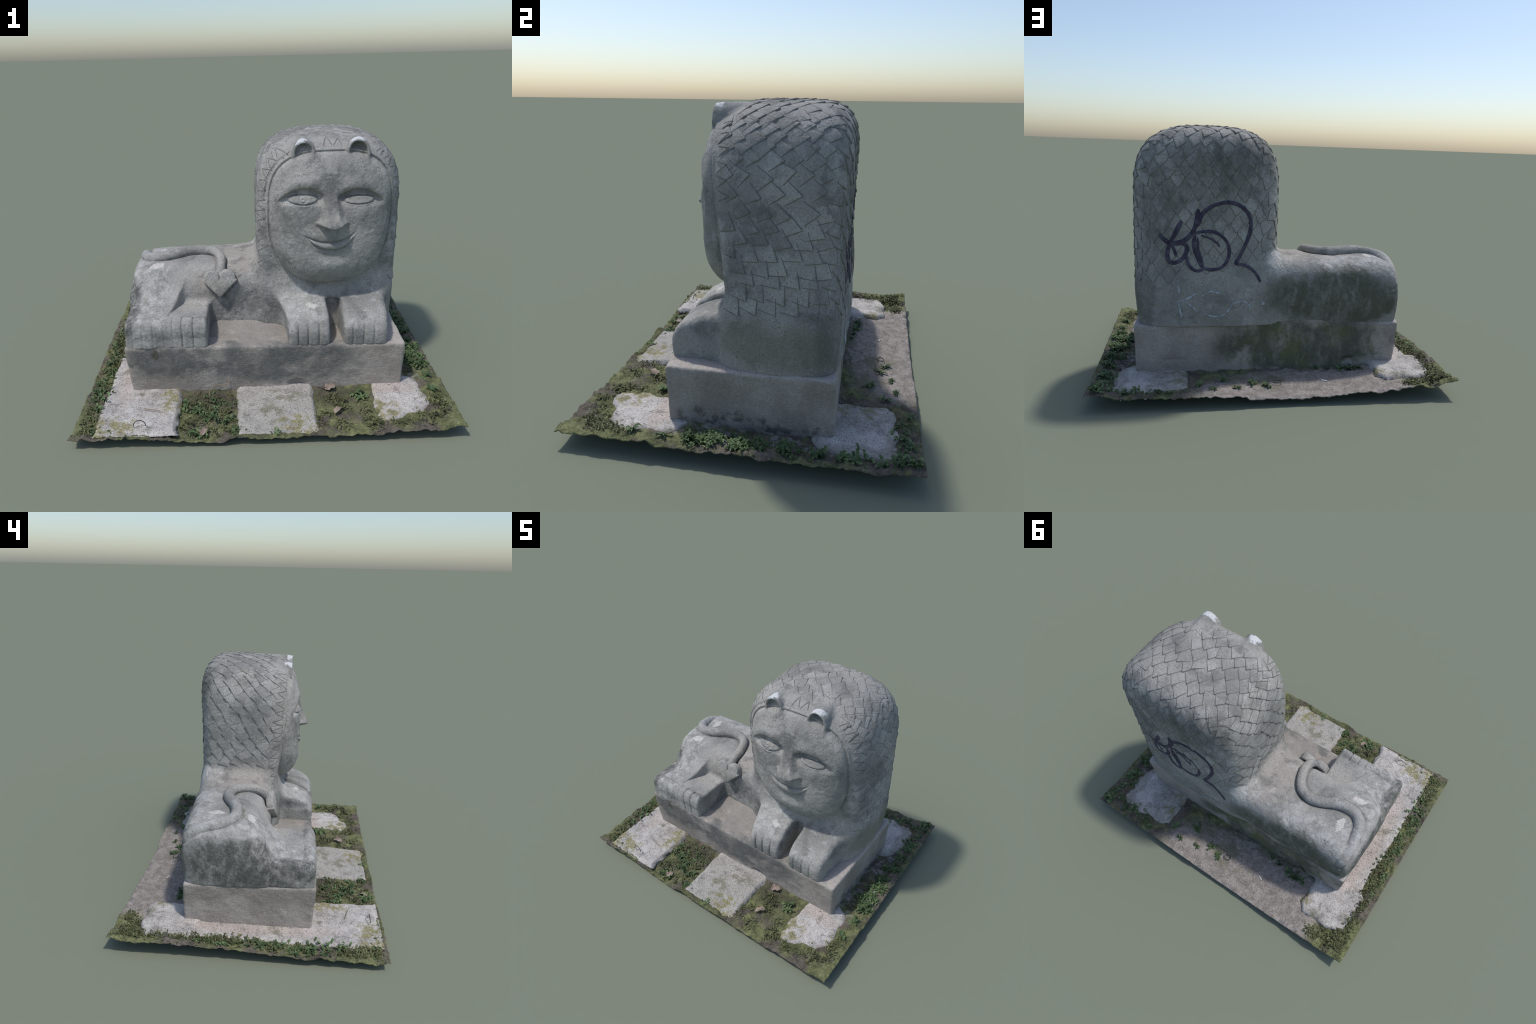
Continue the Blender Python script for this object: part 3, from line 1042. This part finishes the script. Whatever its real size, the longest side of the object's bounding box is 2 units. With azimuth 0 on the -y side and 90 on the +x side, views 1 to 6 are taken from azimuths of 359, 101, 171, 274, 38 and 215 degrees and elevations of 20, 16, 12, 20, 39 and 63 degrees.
def stone_tree():
    vv, ff, off = [], [], 0
    for o in [o for o in bpy.data.objects if o.type == "MESH" and (o.parent in (lion, mane_object)) and o.name != "plinth"]:
        me = o.data
        a = np.empty(len(me.vertices) * 3, F32)
        me.vertices.foreach_get("co", a)
        a = a.reshape(-1, 3)
        if a[:, 1].max() < 0.3:
            continue
        idx = np.array([p.vertices[:] for p in me.polygons if a[p.vertices[0]][1] > 0.25], dtype=int)
        if not len(idx):
            continue
        vv.append(a)
        ff.append(idx + off)
        off += len(a)
    return BVHTree.FromPolygons(np.vstack(vv).tolist(), np.vstack(ff).tolist())


TREE = stone_tree()


def paint_stroke(points, width, lift, taper=True):
    """A ribbon of paint laid on whatever stone lies behind it."""
    n = max(16, 16 * len(points))
    path = polyline(n, *points)
    d = np.gradient(path, axis=0)
    d /= np.maximum(np.linalg.norm(d, axis=1), 1e-9)[:, None]
    q = np.stack([-d[:, 1], d[:, 0]], 1)
    vv, ff = [], []
    cols = 5
    for k in range(n):
        wk = width * (1 + 0.10 * math.sin(k * 0.11 + len(points)))
        if taper:
            wk *= 0.5 + 0.5 * min(1, k / 6, (n - 1 - k) / 8)
        for c in range(cols):
            x, z = path[k] + q[k] * wk * (c / (cols - 1) - 0.5)
            hit = TREE.ray_cast(Vector((x, 0.6, z)), Vector((0, -1, 0)))
            y = hit[0].y if hit[0] else 0.42
            vv.append((x, y + lift, z))
    for k in range(n - 1):
        for c in range(cols - 1):
            a = k * cols + c
            ff.append((a, a + 1, a + cols + 1, a + cols))
    return vv, ff


def paint(name, strokes, width, lift, material):
    vv, ff = [], []
    for k, st in enumerate(strokes):
        a, f = paint_stroke(st[1], width * st[0], lift + 0.0003 * k)
        ff += [tuple(i + len(vv) for i in q) for q in f]
        vv += a
    ob = bpy.data.objects.new(name, make_mesh(name, vv, ff, material))
    sol = ob.modifiers.new("thickness", "SOLIDIFY")
    sol.thickness = 0.0012
    sol.offset = -1
    return link(ob, lion)


INK = Nodes("violet_paint")
INK.finish(INK.mix(INK.ramp(INK.noise(30, 4), 0.4, 0.65), (0.040, 0.034, 0.062), (0.085, 0.075, 0.112)), 0.6)
CHALK = Nodes("pale_paint")
CHALK.finish(CHALK.mix(CHALK.ramp(CHALK.noise(35, 4), 0.4, 0.6), (0.26, 0.28, 0.29), (0.40, 0.44, 0.50)), 0.9)
paint("graffiti", [
    (1.15, [(0.524, 0.931), (0.554, 0.869), (0.587, 0.801), (0.600, 0.752), (0.593, 0.708), (0.563, 0.696), (0.521, 0.718), (0.496, 0.762), (0.500, 0.796), (0.539, 0.808), (0.587, 0.808), (0.622, 0.832), (0.646, 0.855)]),
    (0.85, [(0.587, 0.808), (0.566, 0.777), (0.552, 0.732)]),
    (1.3, [(0.575, 0.801), (0.515, 0.817), (0.473, 0.855), (0.449, 0.901), (0.438, 0.950), (0.433, 0.996)]),
    (0.9, [(0.455, 0.864), (0.407, 0.872), (0.359, 0.873), (0.310, 0.853), (0.275, 0.813), (0.262, 0.763), (0.272, 0.712), (0.302, 0.674), (0.350, 0.660), (0.405, 0.666)]),
    (0.9, [(0.448, 0.858), (0.458, 0.815), (0.450, 0.759), (0.427, 0.702), (0.410, 0.671)]),
    (0.7, [(0.437, 0.840), (0.434, 0.778), (0.418, 0.721), (0.404, 0.671)]),
    (0.85, [(0.500, 0.752), (0.491, 0.702), (0.467, 0.667), (0.439, 0.653), (0.405, 0.661)]),
    (0.6, [(0.419, 0.852), (0.370, 0.835), (0.333, 0.811), (0.315, 0.788)]),
    (1.0, [(0.434, 0.901), (0.414, 0.966), (0.372, 1.005), (0.312, 1.030), (0.252, 1.035), (0.196, 1.012), (0.157, 0.967), (0.144, 0.911), (0.154, 0.852), (0.179, 0.785), (0.209, 0.725), (0.230, 0.691)]),
    (0.8, [(0.230, 0.691), (0.183, 0.687), (0.138, 0.664), (0.106, 0.631), (0.084, 0.590)]),
], 0.0195, 0.0016, INK.mat)
paint("chalk_writing", [
    (1.2, [(0.542, 0.568), (0.536, 0.522)]), (0.8, [(0.542, 0.479), (0.533, 0.429), (0.521, 0.381)]),
    (0.9, [(0.536, 0.473), (0.489, 0.497), (0.437, 0.527)]), (0.8, [(0.526, 0.486), (0.475, 0.457), (0.433, 0.416)]),
    (0.7, [(0.413, 0.510), (0.365, 0.537), (0.310, 0.524)]), (0.6, [(0.427, 0.471), (0.399, 0.467)]),
    (0.7, [(0.399, 0.409), (0.357, 0.391), (0.301, 0.393), (0.259, 0.429), (0.239, 0.463), (0.183, 0.476), (0.147, 0.457), (0.139, 0.424)]),
    (1.4, [(0.074, 0.464), (0.056, 0.462)]),
], 0.014, 0.0015, CHALK.mat)

# -------------------------------------------------------------- build: ground
GROUND_X, GROUND_Y = 0.999, 0.767


def rect(x, y, x0, x1, y0, y1, r=0.03):
    qx = np.abs(x - (x0 + x1) / 2) - (x1 - x0) / 2 + r
    qy = np.abs(y - (y0 + y1) / 2) - (y1 - y0) / 2 + r
    return np.hypot(np.maximum(qx, 0), np.maximum(qy, 0)) + np.minimum(np.maximum(qx, qy), 0) - r


def flat3(x, y):
    return np.stack([x, y, 0 * x], -1).reshape(-1, 3).astype(F32)


def ragged(x, y, amount, freq=14, seed=21):
    return amount * fbm(flat3(x, y), freq, 3, seed).reshape(np.shape(x))


# outline distance, top height and edge raggedness of each paved piece
PAVING = (
    ("front_left", lambda x, y: np.minimum(rect(x, y, -0.89, -0.470, -0.745, -0.30, 0.02), rect(x, y, -0.89, -0.72, -0.5, 0.45, 0.03)), 0.011, 0.069),
    ("front_middle", lambda x, y: rect(x, y, -0.158, 0.262, -0.738, -0.30, 0.02), 0.009, 0.065),
    ("front_right", lambda x, y: smin(rect(x, y, 0.60, 0.88, -0.60, -0.25, 0.08), np.hypot(x - 0.66, y + 0.57) - 0.085, 0.04), 0.022, 0.056),
    ("back_left", lambda x, y: rect(x, y, -0.93, -0.575, 0.30, 0.62, 0.06), 0.020, 0.084),
    ("back_right", lambda x, y: rect(x, y, 0.50, 0.89, 0.30, 0.68, 0.08), 0.026, 0.060),
)


def paving_distance(x, y):
    d = np.full(np.shape(x), 9.0)
    for _, fn, rag, _ in PAVING:
        d = np.minimum(d, fn(x, y) + ragged(x, y, rag))
    return d


def bare_earth(x, y):
    """1 on the trodden strip behind the plinth, where little grows"""
    return step(0.42, 0.50, y + ragged(x, y, 0.03)) * step(0.50, 0.30, x + ragged(x, y, 0.08)) * step(-0.80, -0.70, x)


def soil_height(x, y):
    h = 0.052 + 0 * x
    h = h + 0.024 * step(0.84, 0.97, np.abs(x)) + 0.012 * step(0.60, 0.75, y) * step(0.3, 0.8, np.abs(x))
    h = h - 0.014 * step(-0.34, -0.42, y) * step(0.62, 0.50, np.abs(x - 0.05))
    h = h - 0.006 * step(0.5, 0.7, y) * step(0.5, 0.3, np.abs(x + 0.2))
    h = h - 0.024 * np.exp(-((x + 0.32) / 0.09) ** 2) * step(-0.6, -0.75, y)
    h = h + 0.010 * step(-0.2, -0.6, x) * step(-0.3, 0.0, y) - 0.022 * step(-0.88, -0.97, x) * step(0.35, 0.0, y)
    h = h + 0.010 * step(0.58, 0.72, y) * step(0.1, 0.4, x) + 0.006 * step(-0.68, -0.76, y) + 0.008 * step(-0.86, -0.94, x) * step(-0.3, 0.2, y)
    P = flat3(x, y)
    green = 1 - bare_earth(x, y)
    lump = (0.006 * fbm(P, 14, 3, 31) + 0.006 * np.maximum(fbm(P, 38, 2, 33), -0.2)).reshape(np.shape(x))
    return h + lump * (0.25 + 0.95 * green)


NX, NY = 330, 254
gx, gy = np.meshgrid(np.linspace(-GROUND_X, GROUND_X, NX), np.linspace(-GROUND_Y, GROUND_Y, NY), indexing="ij")
pd = paving_distance(gx, gy)
gz = soil_height(gx, gy)
gz = gz - 0.010 * step(0.01, -0.03, pd) * step(0.015, 0.05, GROUND_Y - np.abs(gy))
# the cut border of the patch droops and crumbles
border = np.minimum(GROUND_X - np.abs(gx), GROUND_Y - np.abs(gy))
gz = gz + 0.010 * step(0.03, 0.0, border) * fbm(flat3(gx, gy), 13, 4, 41, 0.7).reshape(gx.shape)
under_stone = (gx > -0.70) & (gx < 0.73) & (gy > -0.29) & (gy < 0.35)
ii = np.arange(NX * NY).reshape(NX, NY)
gf = np.stack([ii[:-1, :-1], ii[1:, :-1], ii[1:, 1:], ii[:-1, 1:]], -1).reshape(-1, 4)
gv = np.stack([gx, gy, gz], -1).reshape(-1, 3)
gv[:, 2] -= min(0.0, 0) 


def ground_material():
    n = Nodes("weedy_soil")
    w = n.warp((8, 0.10), (30, 0.04))
    soil = n.mix(n.ramp(n.noise(12, 5, 0.6), 0.35, 0.65), (0.085, 0.074, 0.060), (0.155, 0.135, 0.112))
    moss = n.mix(n.ramp(n.noise(16, 5, 0.65), 0.35, 0.65), (0.085, 0.094, 0.045), (0.185, 0.195, 0.092))
    col = n.mix(n.ramp(n.noise(5.5, 5, 0.65), 0.40, 0.54), soil, moss)
    bare = n.any(n.blob(w, (-0.15, 0.70, 0.06), (0.60, 0.28, 0.4), 0.3), n.blob(w, (-0.45, 0.58, 0.06), (0.30, 0.18, 0.4), 0.3))
    earth = n.mix(n.ramp(n.noise(20, 5, 0.6), 0.35, 0.65), (0.235, 0.208, 0.187), (0.335, 0.302, 0.278))
    col = n.mix(bare, col, earth)
    tint = n.times(n.blob(w, (0.05, 0.55, 0.06), (0.25, 0.12, 0.3), 0.6), n.ramp(n.noise(9, 4), 0.42, 0.6))
    col = n.mix(n.math("MULTIPLY", tint, 0.6), col, (0.13, 0.135, 0.075))
    dark = n.times(n.any(n.blob(w, (-0.3, -0.45, 0.03), (0.16, 0.12, 0.2), 0.5), n.blob(w, (0.40, -0.42, 0.03), (0.14, 0.09, 0.2), 0.5)), 0.6)
    col = n.mix(dark, col, (0.062, 0.056, 0.045))
    pale = n.times(n.blob(w, (0.84, 0.10, 0.06), (0.09, 0.42, 0.3), 0.6), n.ramp(n.noise(13, 5, 0.7), 0.47, 0.60))
    col = n.mix(n.math("MULTIPLY", pale, 0.85), col, (0.34, 0.325, 0.31))
    stones = n.ramp(n.voronoi(45), 0.08, 0.16, 1, 0)
    col = n.mix(n.times(stones, n.ramp(n.noise(10, 2), 0.5, 0.6), 0.7), col, (0.34, 0.32, 0.30))
    col = n.scaled(col, n.ramp(n.noise(110, 3), 0.25, 0.75, 0.70, 1.3))
    h = n.math("ADD", n.noise(60, 5, 0.7), n.math("MULTIPLY", n.noise(25, 4), 1.5))
    return n.finish(col, 0.95, h, 0.8, 0.012)


def paving_material():
    n = Nodes("worn_concrete")
    w = n.warp((9, 0.08), (34, 0.03))
    col = n.mix(n.ramp(n.noise(8, 6, 0.65), 0.35, 0.65), (0.35, 0.33, 0.31), (0.52, 0.495, 0.47))
    mid = n.blob(w, (0.05, -0.55, 0.06), (0.26, 0.26, 0.3), 0.3)
    col = n.mix(n.math("MULTIPLY", mid, 0.6), col, (0.29, 0.28, 0.25))
    pink = n.any(n.blob(w, (-0.78, -0.05, 0.08), (0.06, 0.45, 0.1), 0.6), n.blob(w, (0.70, -0.38, 0.06), (0.16, 0.05, 0.1), 0.6))
    col = n.mix(n.math("MULTIPLY", pink, 0.5), col, (0.42, 0.345, 0.305))
    lich = n.any(n.blob(w, (-0.80, -0.70, 0.08), (0.14, 0.10, 0.1), 0.6), n.blob(w, (-0.52, -0.45, 0.08), (0.07, 0.12, 0.1), 0.6),
                 n.blob(w, (0.16, -0.68, 0.06), (0.12, 0.08, 0.1), 0.5), n.blob(w, (0.52, 0.50, 0.07), (0.09, 0.10, 0.1), 0.6),
                 n.blob(w, (0.63, -0.58, 0.06), (0.08, 0.10, 0.1), 0.6), n.blob(w, (-0.60, 0.56, 0.08), (0.05, 0.07, 0.1), 0.5))
    col = n.mix(n.times(lich, n.ramp(n.noise(22, 5, 0.65), 0.44, 0.58), 0.8), col, (0.215, 0.195, 0.070))
    painted_shade = n.times(n.blob(w, (0.70, 0.52, 0.06), (0.28, 0.26, 0.2), 0.4), n.ramp(n.noise(7, 5, 0.65), 0.35, 0.6), 0.6)  # back right slab darkened and greened for the shadow lying over it
    col = n.mix(painted_shade, col, (0.235, 0.235, 0.195))
    soot = n.times(n.ramp(n.noise(14, 5, 0.65), 0.52, 0.66), 0.55)
    col = n.mix(soot, col, (0.155, 0.145, 0.130))
    creep = n.times(n.ramp(n.noise(6, 6, 0.7), 0.55, 0.68), 0.75)
    col = n.mix(creep, col, n.mix(n.noise(18, 4), (0.13, 0.125, 0.085), (0.20, 0.195, 0.13)))
    grit = n.ramp(n.voronoi(85), 0.12, 0.30)
    col = n.scaled(col, n.ramp(grit, 0, 1, 0.55, 1.05))
    col = n.scaled(col, n.ramp(n.noise(130, 3), 0.25, 0.75, 0.82, 1.15))
    h = n.math("ADD", n.math("MULTIPLY", grit, 0.6), n.noise(70, 5, 0.7))
    return n.finish(col, 0.95, h, 0.7, 0.008)


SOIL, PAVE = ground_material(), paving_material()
ground = bpy.data.objects.new("ground_patch", make_mesh("ground_patch", gv, gf, SOIL))
ground["label"] = "rectangular patch of weedy soil with worn pale paving slabs"
ground["category"] = "ground"
ground.modifiers.new("thickness", "SOLIDIFY").thickness = 0.004
link(ground)
for _, fn, rag, top in PAVING:
    lim = 0.02
    st = 0.0075
    xs, ys = np.arange(-1.0, 1.0, st), np.arange(-0.765, 0.766, st)
    X, Y = np.meshgrid(xs, ys, indexing="ij")
    D = fn(X, Y) + ragged(X, Y, rag)
    okv = D < 0.012
    P = flat3(X, Y)
    zt = top + (0.0025 * fbm(P, 7, 2, 51) + 0.0016 * fbm(P, 60, 2, 53)).reshape(X.shape)
    if top == 0.065:
        zt = zt - 0.020 * step(-0.45, -0.76, Y)
    Z = zt - 0.026 * step(-0.016, 0.010, D) * step(0.005, 0.05, GROUND_Y - np.abs(Y))
    okv &= np.abs(Y) < 0.752
    ix = np.arange(X.size).reshape(X.shape)
    okc = okv[:-1, :-1] & okv[1:, :-1] & okv[1:, 1:] & okv[:-1, 1:]
    okc &= ~((X[:-1, :-1] > -0.66) & (X[:-1, :-1] < 0.70) & (Y[:-1, :-1] > -0.27) & (Y[:-1, :-1] < 0.33))
    q = np.stack([ix[:-1, :-1], ix[1:, :-1], ix[1:, 1:], ix[:-1, 1:]], -1)[okc]
    used, inv = np.unique(q, return_inverse=True)
    V = np.stack([X, Y, Z], -1).reshape(-1, 3)[used]
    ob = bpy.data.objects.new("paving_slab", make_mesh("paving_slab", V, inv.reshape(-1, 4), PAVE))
    ob.modifiers.new("thickness", "SOLIDIFY").thickness = 0.005
    link(ob, ground)

GROUND_TREE = BVHTree.FromPolygons(gv.tolist(), gf.tolist())


def soil_z(x, y):
    hit = GROUND_TREE.ray_cast(Vector((x, y, 1)), Vector((0, 0, -1)))
    return hit[0].z if hit[0] else 0.05


# ------------------------------------------------------------ weeds and litter
def leaf_material(name, dark, light):
    n = Nodes(name)
    info = n.new("ShaderNodeObjectInfo").outputs["Random"]
    col = n.mix(n.ramp(n.noise(25, 3), 0.35, 0.65), dark, light)
    col = n.scaled(col, n.ramp(info, 0, 1, 0.7, 1.3))
    n.finish(col, 0.6)
    tr = n.new("ShaderNodeBsdfTranslucent")
    n.put(tr.inputs["Color"], n.scaled(col, 0.8))
    ms = n.new("ShaderNodeMixShader")
    ms.inputs[0].default_value = 0.2
    out = n.t.nodes["Material Output"]
    n.t.links.new(n.bsdf.outputs[0], ms.inputs[1])
    n.t.links.new(tr.outputs[0], ms.inputs[2])
    n.t.links.new(ms.outputs[0], out.inputs["Surface"])
    return n.mat


LEAF = leaf_material("weed_leaf", (0.060, 0.100, 0.045), (0.150, 0.215, 0.095))
MOSSY = leaf_material("moss_sprig", (0.075, 0.088, 0.040), (0.175, 0.180, 0.085))
DRY = leaf_material("dry_leaf", (0.19, 0.14, 0.115), (0.30, 0.24, 0.20))


def leaf_blade(rng, length, width, rise, jag=0.0):
    """One leaf: a curved strip with a midrib fold; returns vertices and faces."""
    n = 5
    vv, ff = [], []
    for k in range(n):
        t = k / (n - 1)
        w = width * math.sin(math.pi * min(0.97, 0.12 + 0.85 * t)) * (1 + jag * (1 if k % 2 else -1))
        x = length * t
        z = rise * math.sin(t * 1.9) - 0.25 * length * t * t
        vv += [(x, -w, z + 0.25 * w), (x, 0, z), (x, w, z + 0.25 * w)]
    for k in range(n - 1):
        a = 3 * k
        ff += [(a, a + 3, a + 4, a + 1), (a + 1, a + 4, a + 5, a + 2)]
    return np.array(vv), ff


def clump(rng, leaves, length, width, rise, jag=0.0, spread=0.0):
    vv, ff = [], []
    n = 0
    for k in range(leaves):
        a = rng.uniform(0, 2 * math.pi)
        L = length * rng.uniform(0.55, 1.0)
        v, f = leaf_blade(rng, L, width * rng.uniform(0.7, 1.1), rise * rng.uniform(0.5, 1.2), jag)
        ca, sa = math.cos(a), math.sin(a)
        off = rng.normal(0, spread, 2) if spread else (0, 0)
        v = np.stack([v[:, 0] * ca - v[:, 1] * sa + off[0], v[:, 0] * sa + v[:, 1] * ca + off[1], v[:, 2]], 1)
        vv.append(v)
        ff += [tuple(i + n for i in q) for q in f]
        n += len(v)
    return np.vstack(vv), ff


KINDS = []
for k in range(4):
    KINDS.append(make_mesh("weed", *clump(RNG, 9, 0.050, 0.0085, 0.030, 0.25), LEAF))          # toothed rosettes
for k in range(4):
    KINDS.append(make_mesh("weed", *clump(RNG, 14, 0.026, 0.0085, 0.022, 0.0, 0.016), LEAF))   # round-leaved weeds
for k in range(4):
    KINDS.append(make_mesh("weed", *clump(RNG, 22, 0.022, 0.0040, 0.018, 0.0, 0.020), MOSSY))  # mossy turf


def plant(kind, x, y, size):
    ob = bpy.data.objects.new("weed", KINDS[kind])
    reach = max(math.hypot(v.co.x, v.co.y) for v in KINDS[kind].vertices) * size * 1.03 + 0.003
    x = max(-GROUND_X + reach, min(GROUND_X - reach, x))
    y = max(-GROUND_Y + reach, min(GROUND_Y - reach, y))
    ob.location = (x, y, soil_z(x, y) - 0.003)
    ob.rotation_euler = (RNG.normal(0, 0.12), RNG.normal(0, 0.12), RNG.uniform(0, 6.28))
    ob.scale = (size, size, size * RNG.uniform(0.8, 1.2))
    link(ob, ground)


def allowed(x, y, margin=0.0):
    return paving_distance(np.array([[x]]), np.array([[y]]))[0, 0] > margin and rect(x, y, -0.765, 0.785, -0.35, 0.40, 0.01) > 0.02


# singly placed rosettes that the pictures show
for x, y, size in ((0.30, 0.55, 1.1), (0.42, 0.62, 0.9), (0.13, 0.60, 0.9), (0.05, 0.62, 0.9), (0.22, 0.66, 0.7), (0.35, 0.68, 0.7),
                   (-0.40, 0.45, 1.0), (-0.46, 0.46, 1.1), (-0.52, 0.45, 0.9), (-0.33, 0.44, 0.7), (-0.27, 0.43, 0.6),
                   (0.50, -0.42, 1.1), (0.53, -0.46, 1.0), (-0.27, -0.60, 1.0), (-0.22, -0.62, 0.8), (0.92, -0.45, 0.9), (0.93, -0.30, 1.0),
                   (0.94, 0.10, 0.9), (0.90, 0.0, 0.7)):
    plant(int(RNG.integers(0, 4)), x, y, size)
made = 19
# broad weeds: thick along the right end and the corners, and in the front left gap
tries = 0
while made < 150 and tries < 6000:
    tries += 1
    r = RNG.uniform()
    if r < 0.42:
        x, y = RNG.uniform(0.87, 0.99), RNG.uniform(-0.2, 0.76)
    elif r < 0.56:
        x, y = RNG.uniform(0.5, 0.98), RNG.uniform(0.66, 0.76)
    elif r < 0.76:
        x, y = RNG.uniform(-0.46, -0.17), RNG.uniform(-0.72, -0.42)
    elif r < 0.88:
        x, y = RNG.uniform(-0.95, 0.2), RNG.uniform(-0.765, -0.745)
    else:
        x, y = RNG.uniform(-0.98, -0.90), RNG.uniform(-0.76, 0.35)
    if allowed(x, y, -0.005 if y < -0.74 else 0.01):
        plant(int(RNG.integers(4, 8)) if RNG.uniform() < 0.72 else int(RNG.integers(0, 4)), x, y, RNG.uniform(0.6, 1.1))
        made += 1
# mossy turf on the left strip, front right and back left corner
tries = 0
while made < 300 and tries < 9000:
    tries += 1
    r = RNG.uniform()
    if r < 0.38:
        x, y = RNG.uniform(-0.985, -0.88), RNG.uniform(-0.76, 0.76)
    elif r < 0.72:
        x, y = RNG.uniform(0.27, 0.98), RNG.uniform(-0.76, -0.40)
    elif r < 0.86:
        x, y = RNG.uniform(-0.98, -0.70), RNG.uniform(0.60, 0.76)
    else:
        x, y = RNG.uniform(-0.46, -0.16), RNG.uniform(-0.75, -0.38)
    if allowed(x, y, 0.005):
        plant(int(RNG.integers(8, 12)), x, y, RNG.uniform(0.7, 1.25))
        made += 1


# litter: dead leaves, a ring of wire, a twig, a stub
def wire(name, pts, radius, material, cyclic=False):
    cu = bpy.data.curves.new(name, "CURVE")
    cu.dimensions = "3D"
    cu.bevel_depth = radius
    cu.bevel_resolution = 2
    sp = cu.splines.new("POLY")
    sp.points.add(len(pts) - 1)
    for q, p in zip(sp.points, pts):
        q.co = (*p, 1)
    sp.use_cyclic_u = cyclic
    cu.materials.append(material)
    ob = link(bpy.data.objects.new(name, cu), ground)
    return ob


TWIG = simple_material("twig_bark", (0.22, 0.17, 0.11))
IRON = simple_material("dark_wire", (0.03, 0.03, 0.03), 0.6)
PALE = simple_material("pale_stub", (0.62, 0.60, 0.56))
wire("wire_ring", [(-0.652 + 0.032 * math.cos(a), -0.695 + 0.006 * math.sin(a), 0.083 + 0.030 * math.sin(a)) for a in np.linspace(0, math.pi, 14)], 0.0022, IRON)
wire("wire_ring", [(-0.005 + 0.024 * math.cos(a), 0.600 + 0.018 * math.sin(a), 0.062) for a in np.linspace(0, 5.6, 18)], 0.0025, IRON)
wire("twig", polyline(16, (-0.315, -0.41, 0.045), (-0.31, -0.385, 0.085), (-0.27, -0.37, 0.098), (-0.22, -0.365, 0.100), (-0.20, -0.352, 0.112)).tolist(), 0.0022, TWIG)
wire("twig", polyline(10, (-0.655, -0.55, 0.084), (-0.60, -0.565, 0.085), (-0.565, -0.575, 0.084)).tolist(), 0.002, TWIG)
wire("cigarette_stub", [(-0.26, 0.585, soil_z(-0.26, 0.585) + 0.004), (-0.29, 0.600, soil_z(-0.29, 0.6) + 0.004)], 0.0045, PALE)
for x, y, size, turn in ((0.354, -0.385, 1.2, 0.3), (0.385, -0.39, 0.9, 2.6), (0.425, -0.548, 1.3, 4.0), (-0.32, -0.72, 1.0, 1.2)):
    v, f = leaf_blade(RNG, 0.055 * size, 0.018 * size, 0.012, 0.35)
    ob = bpy.data.objects.new("dead_leaf", make_mesh("dead_leaf", v, f, DRY))
    ob.location = (x - 0.02, y, soil_z(x, y) + 0.014)
    ob.rotation_euler = (0.3, -0.15, turn)
    link(ob, ground)
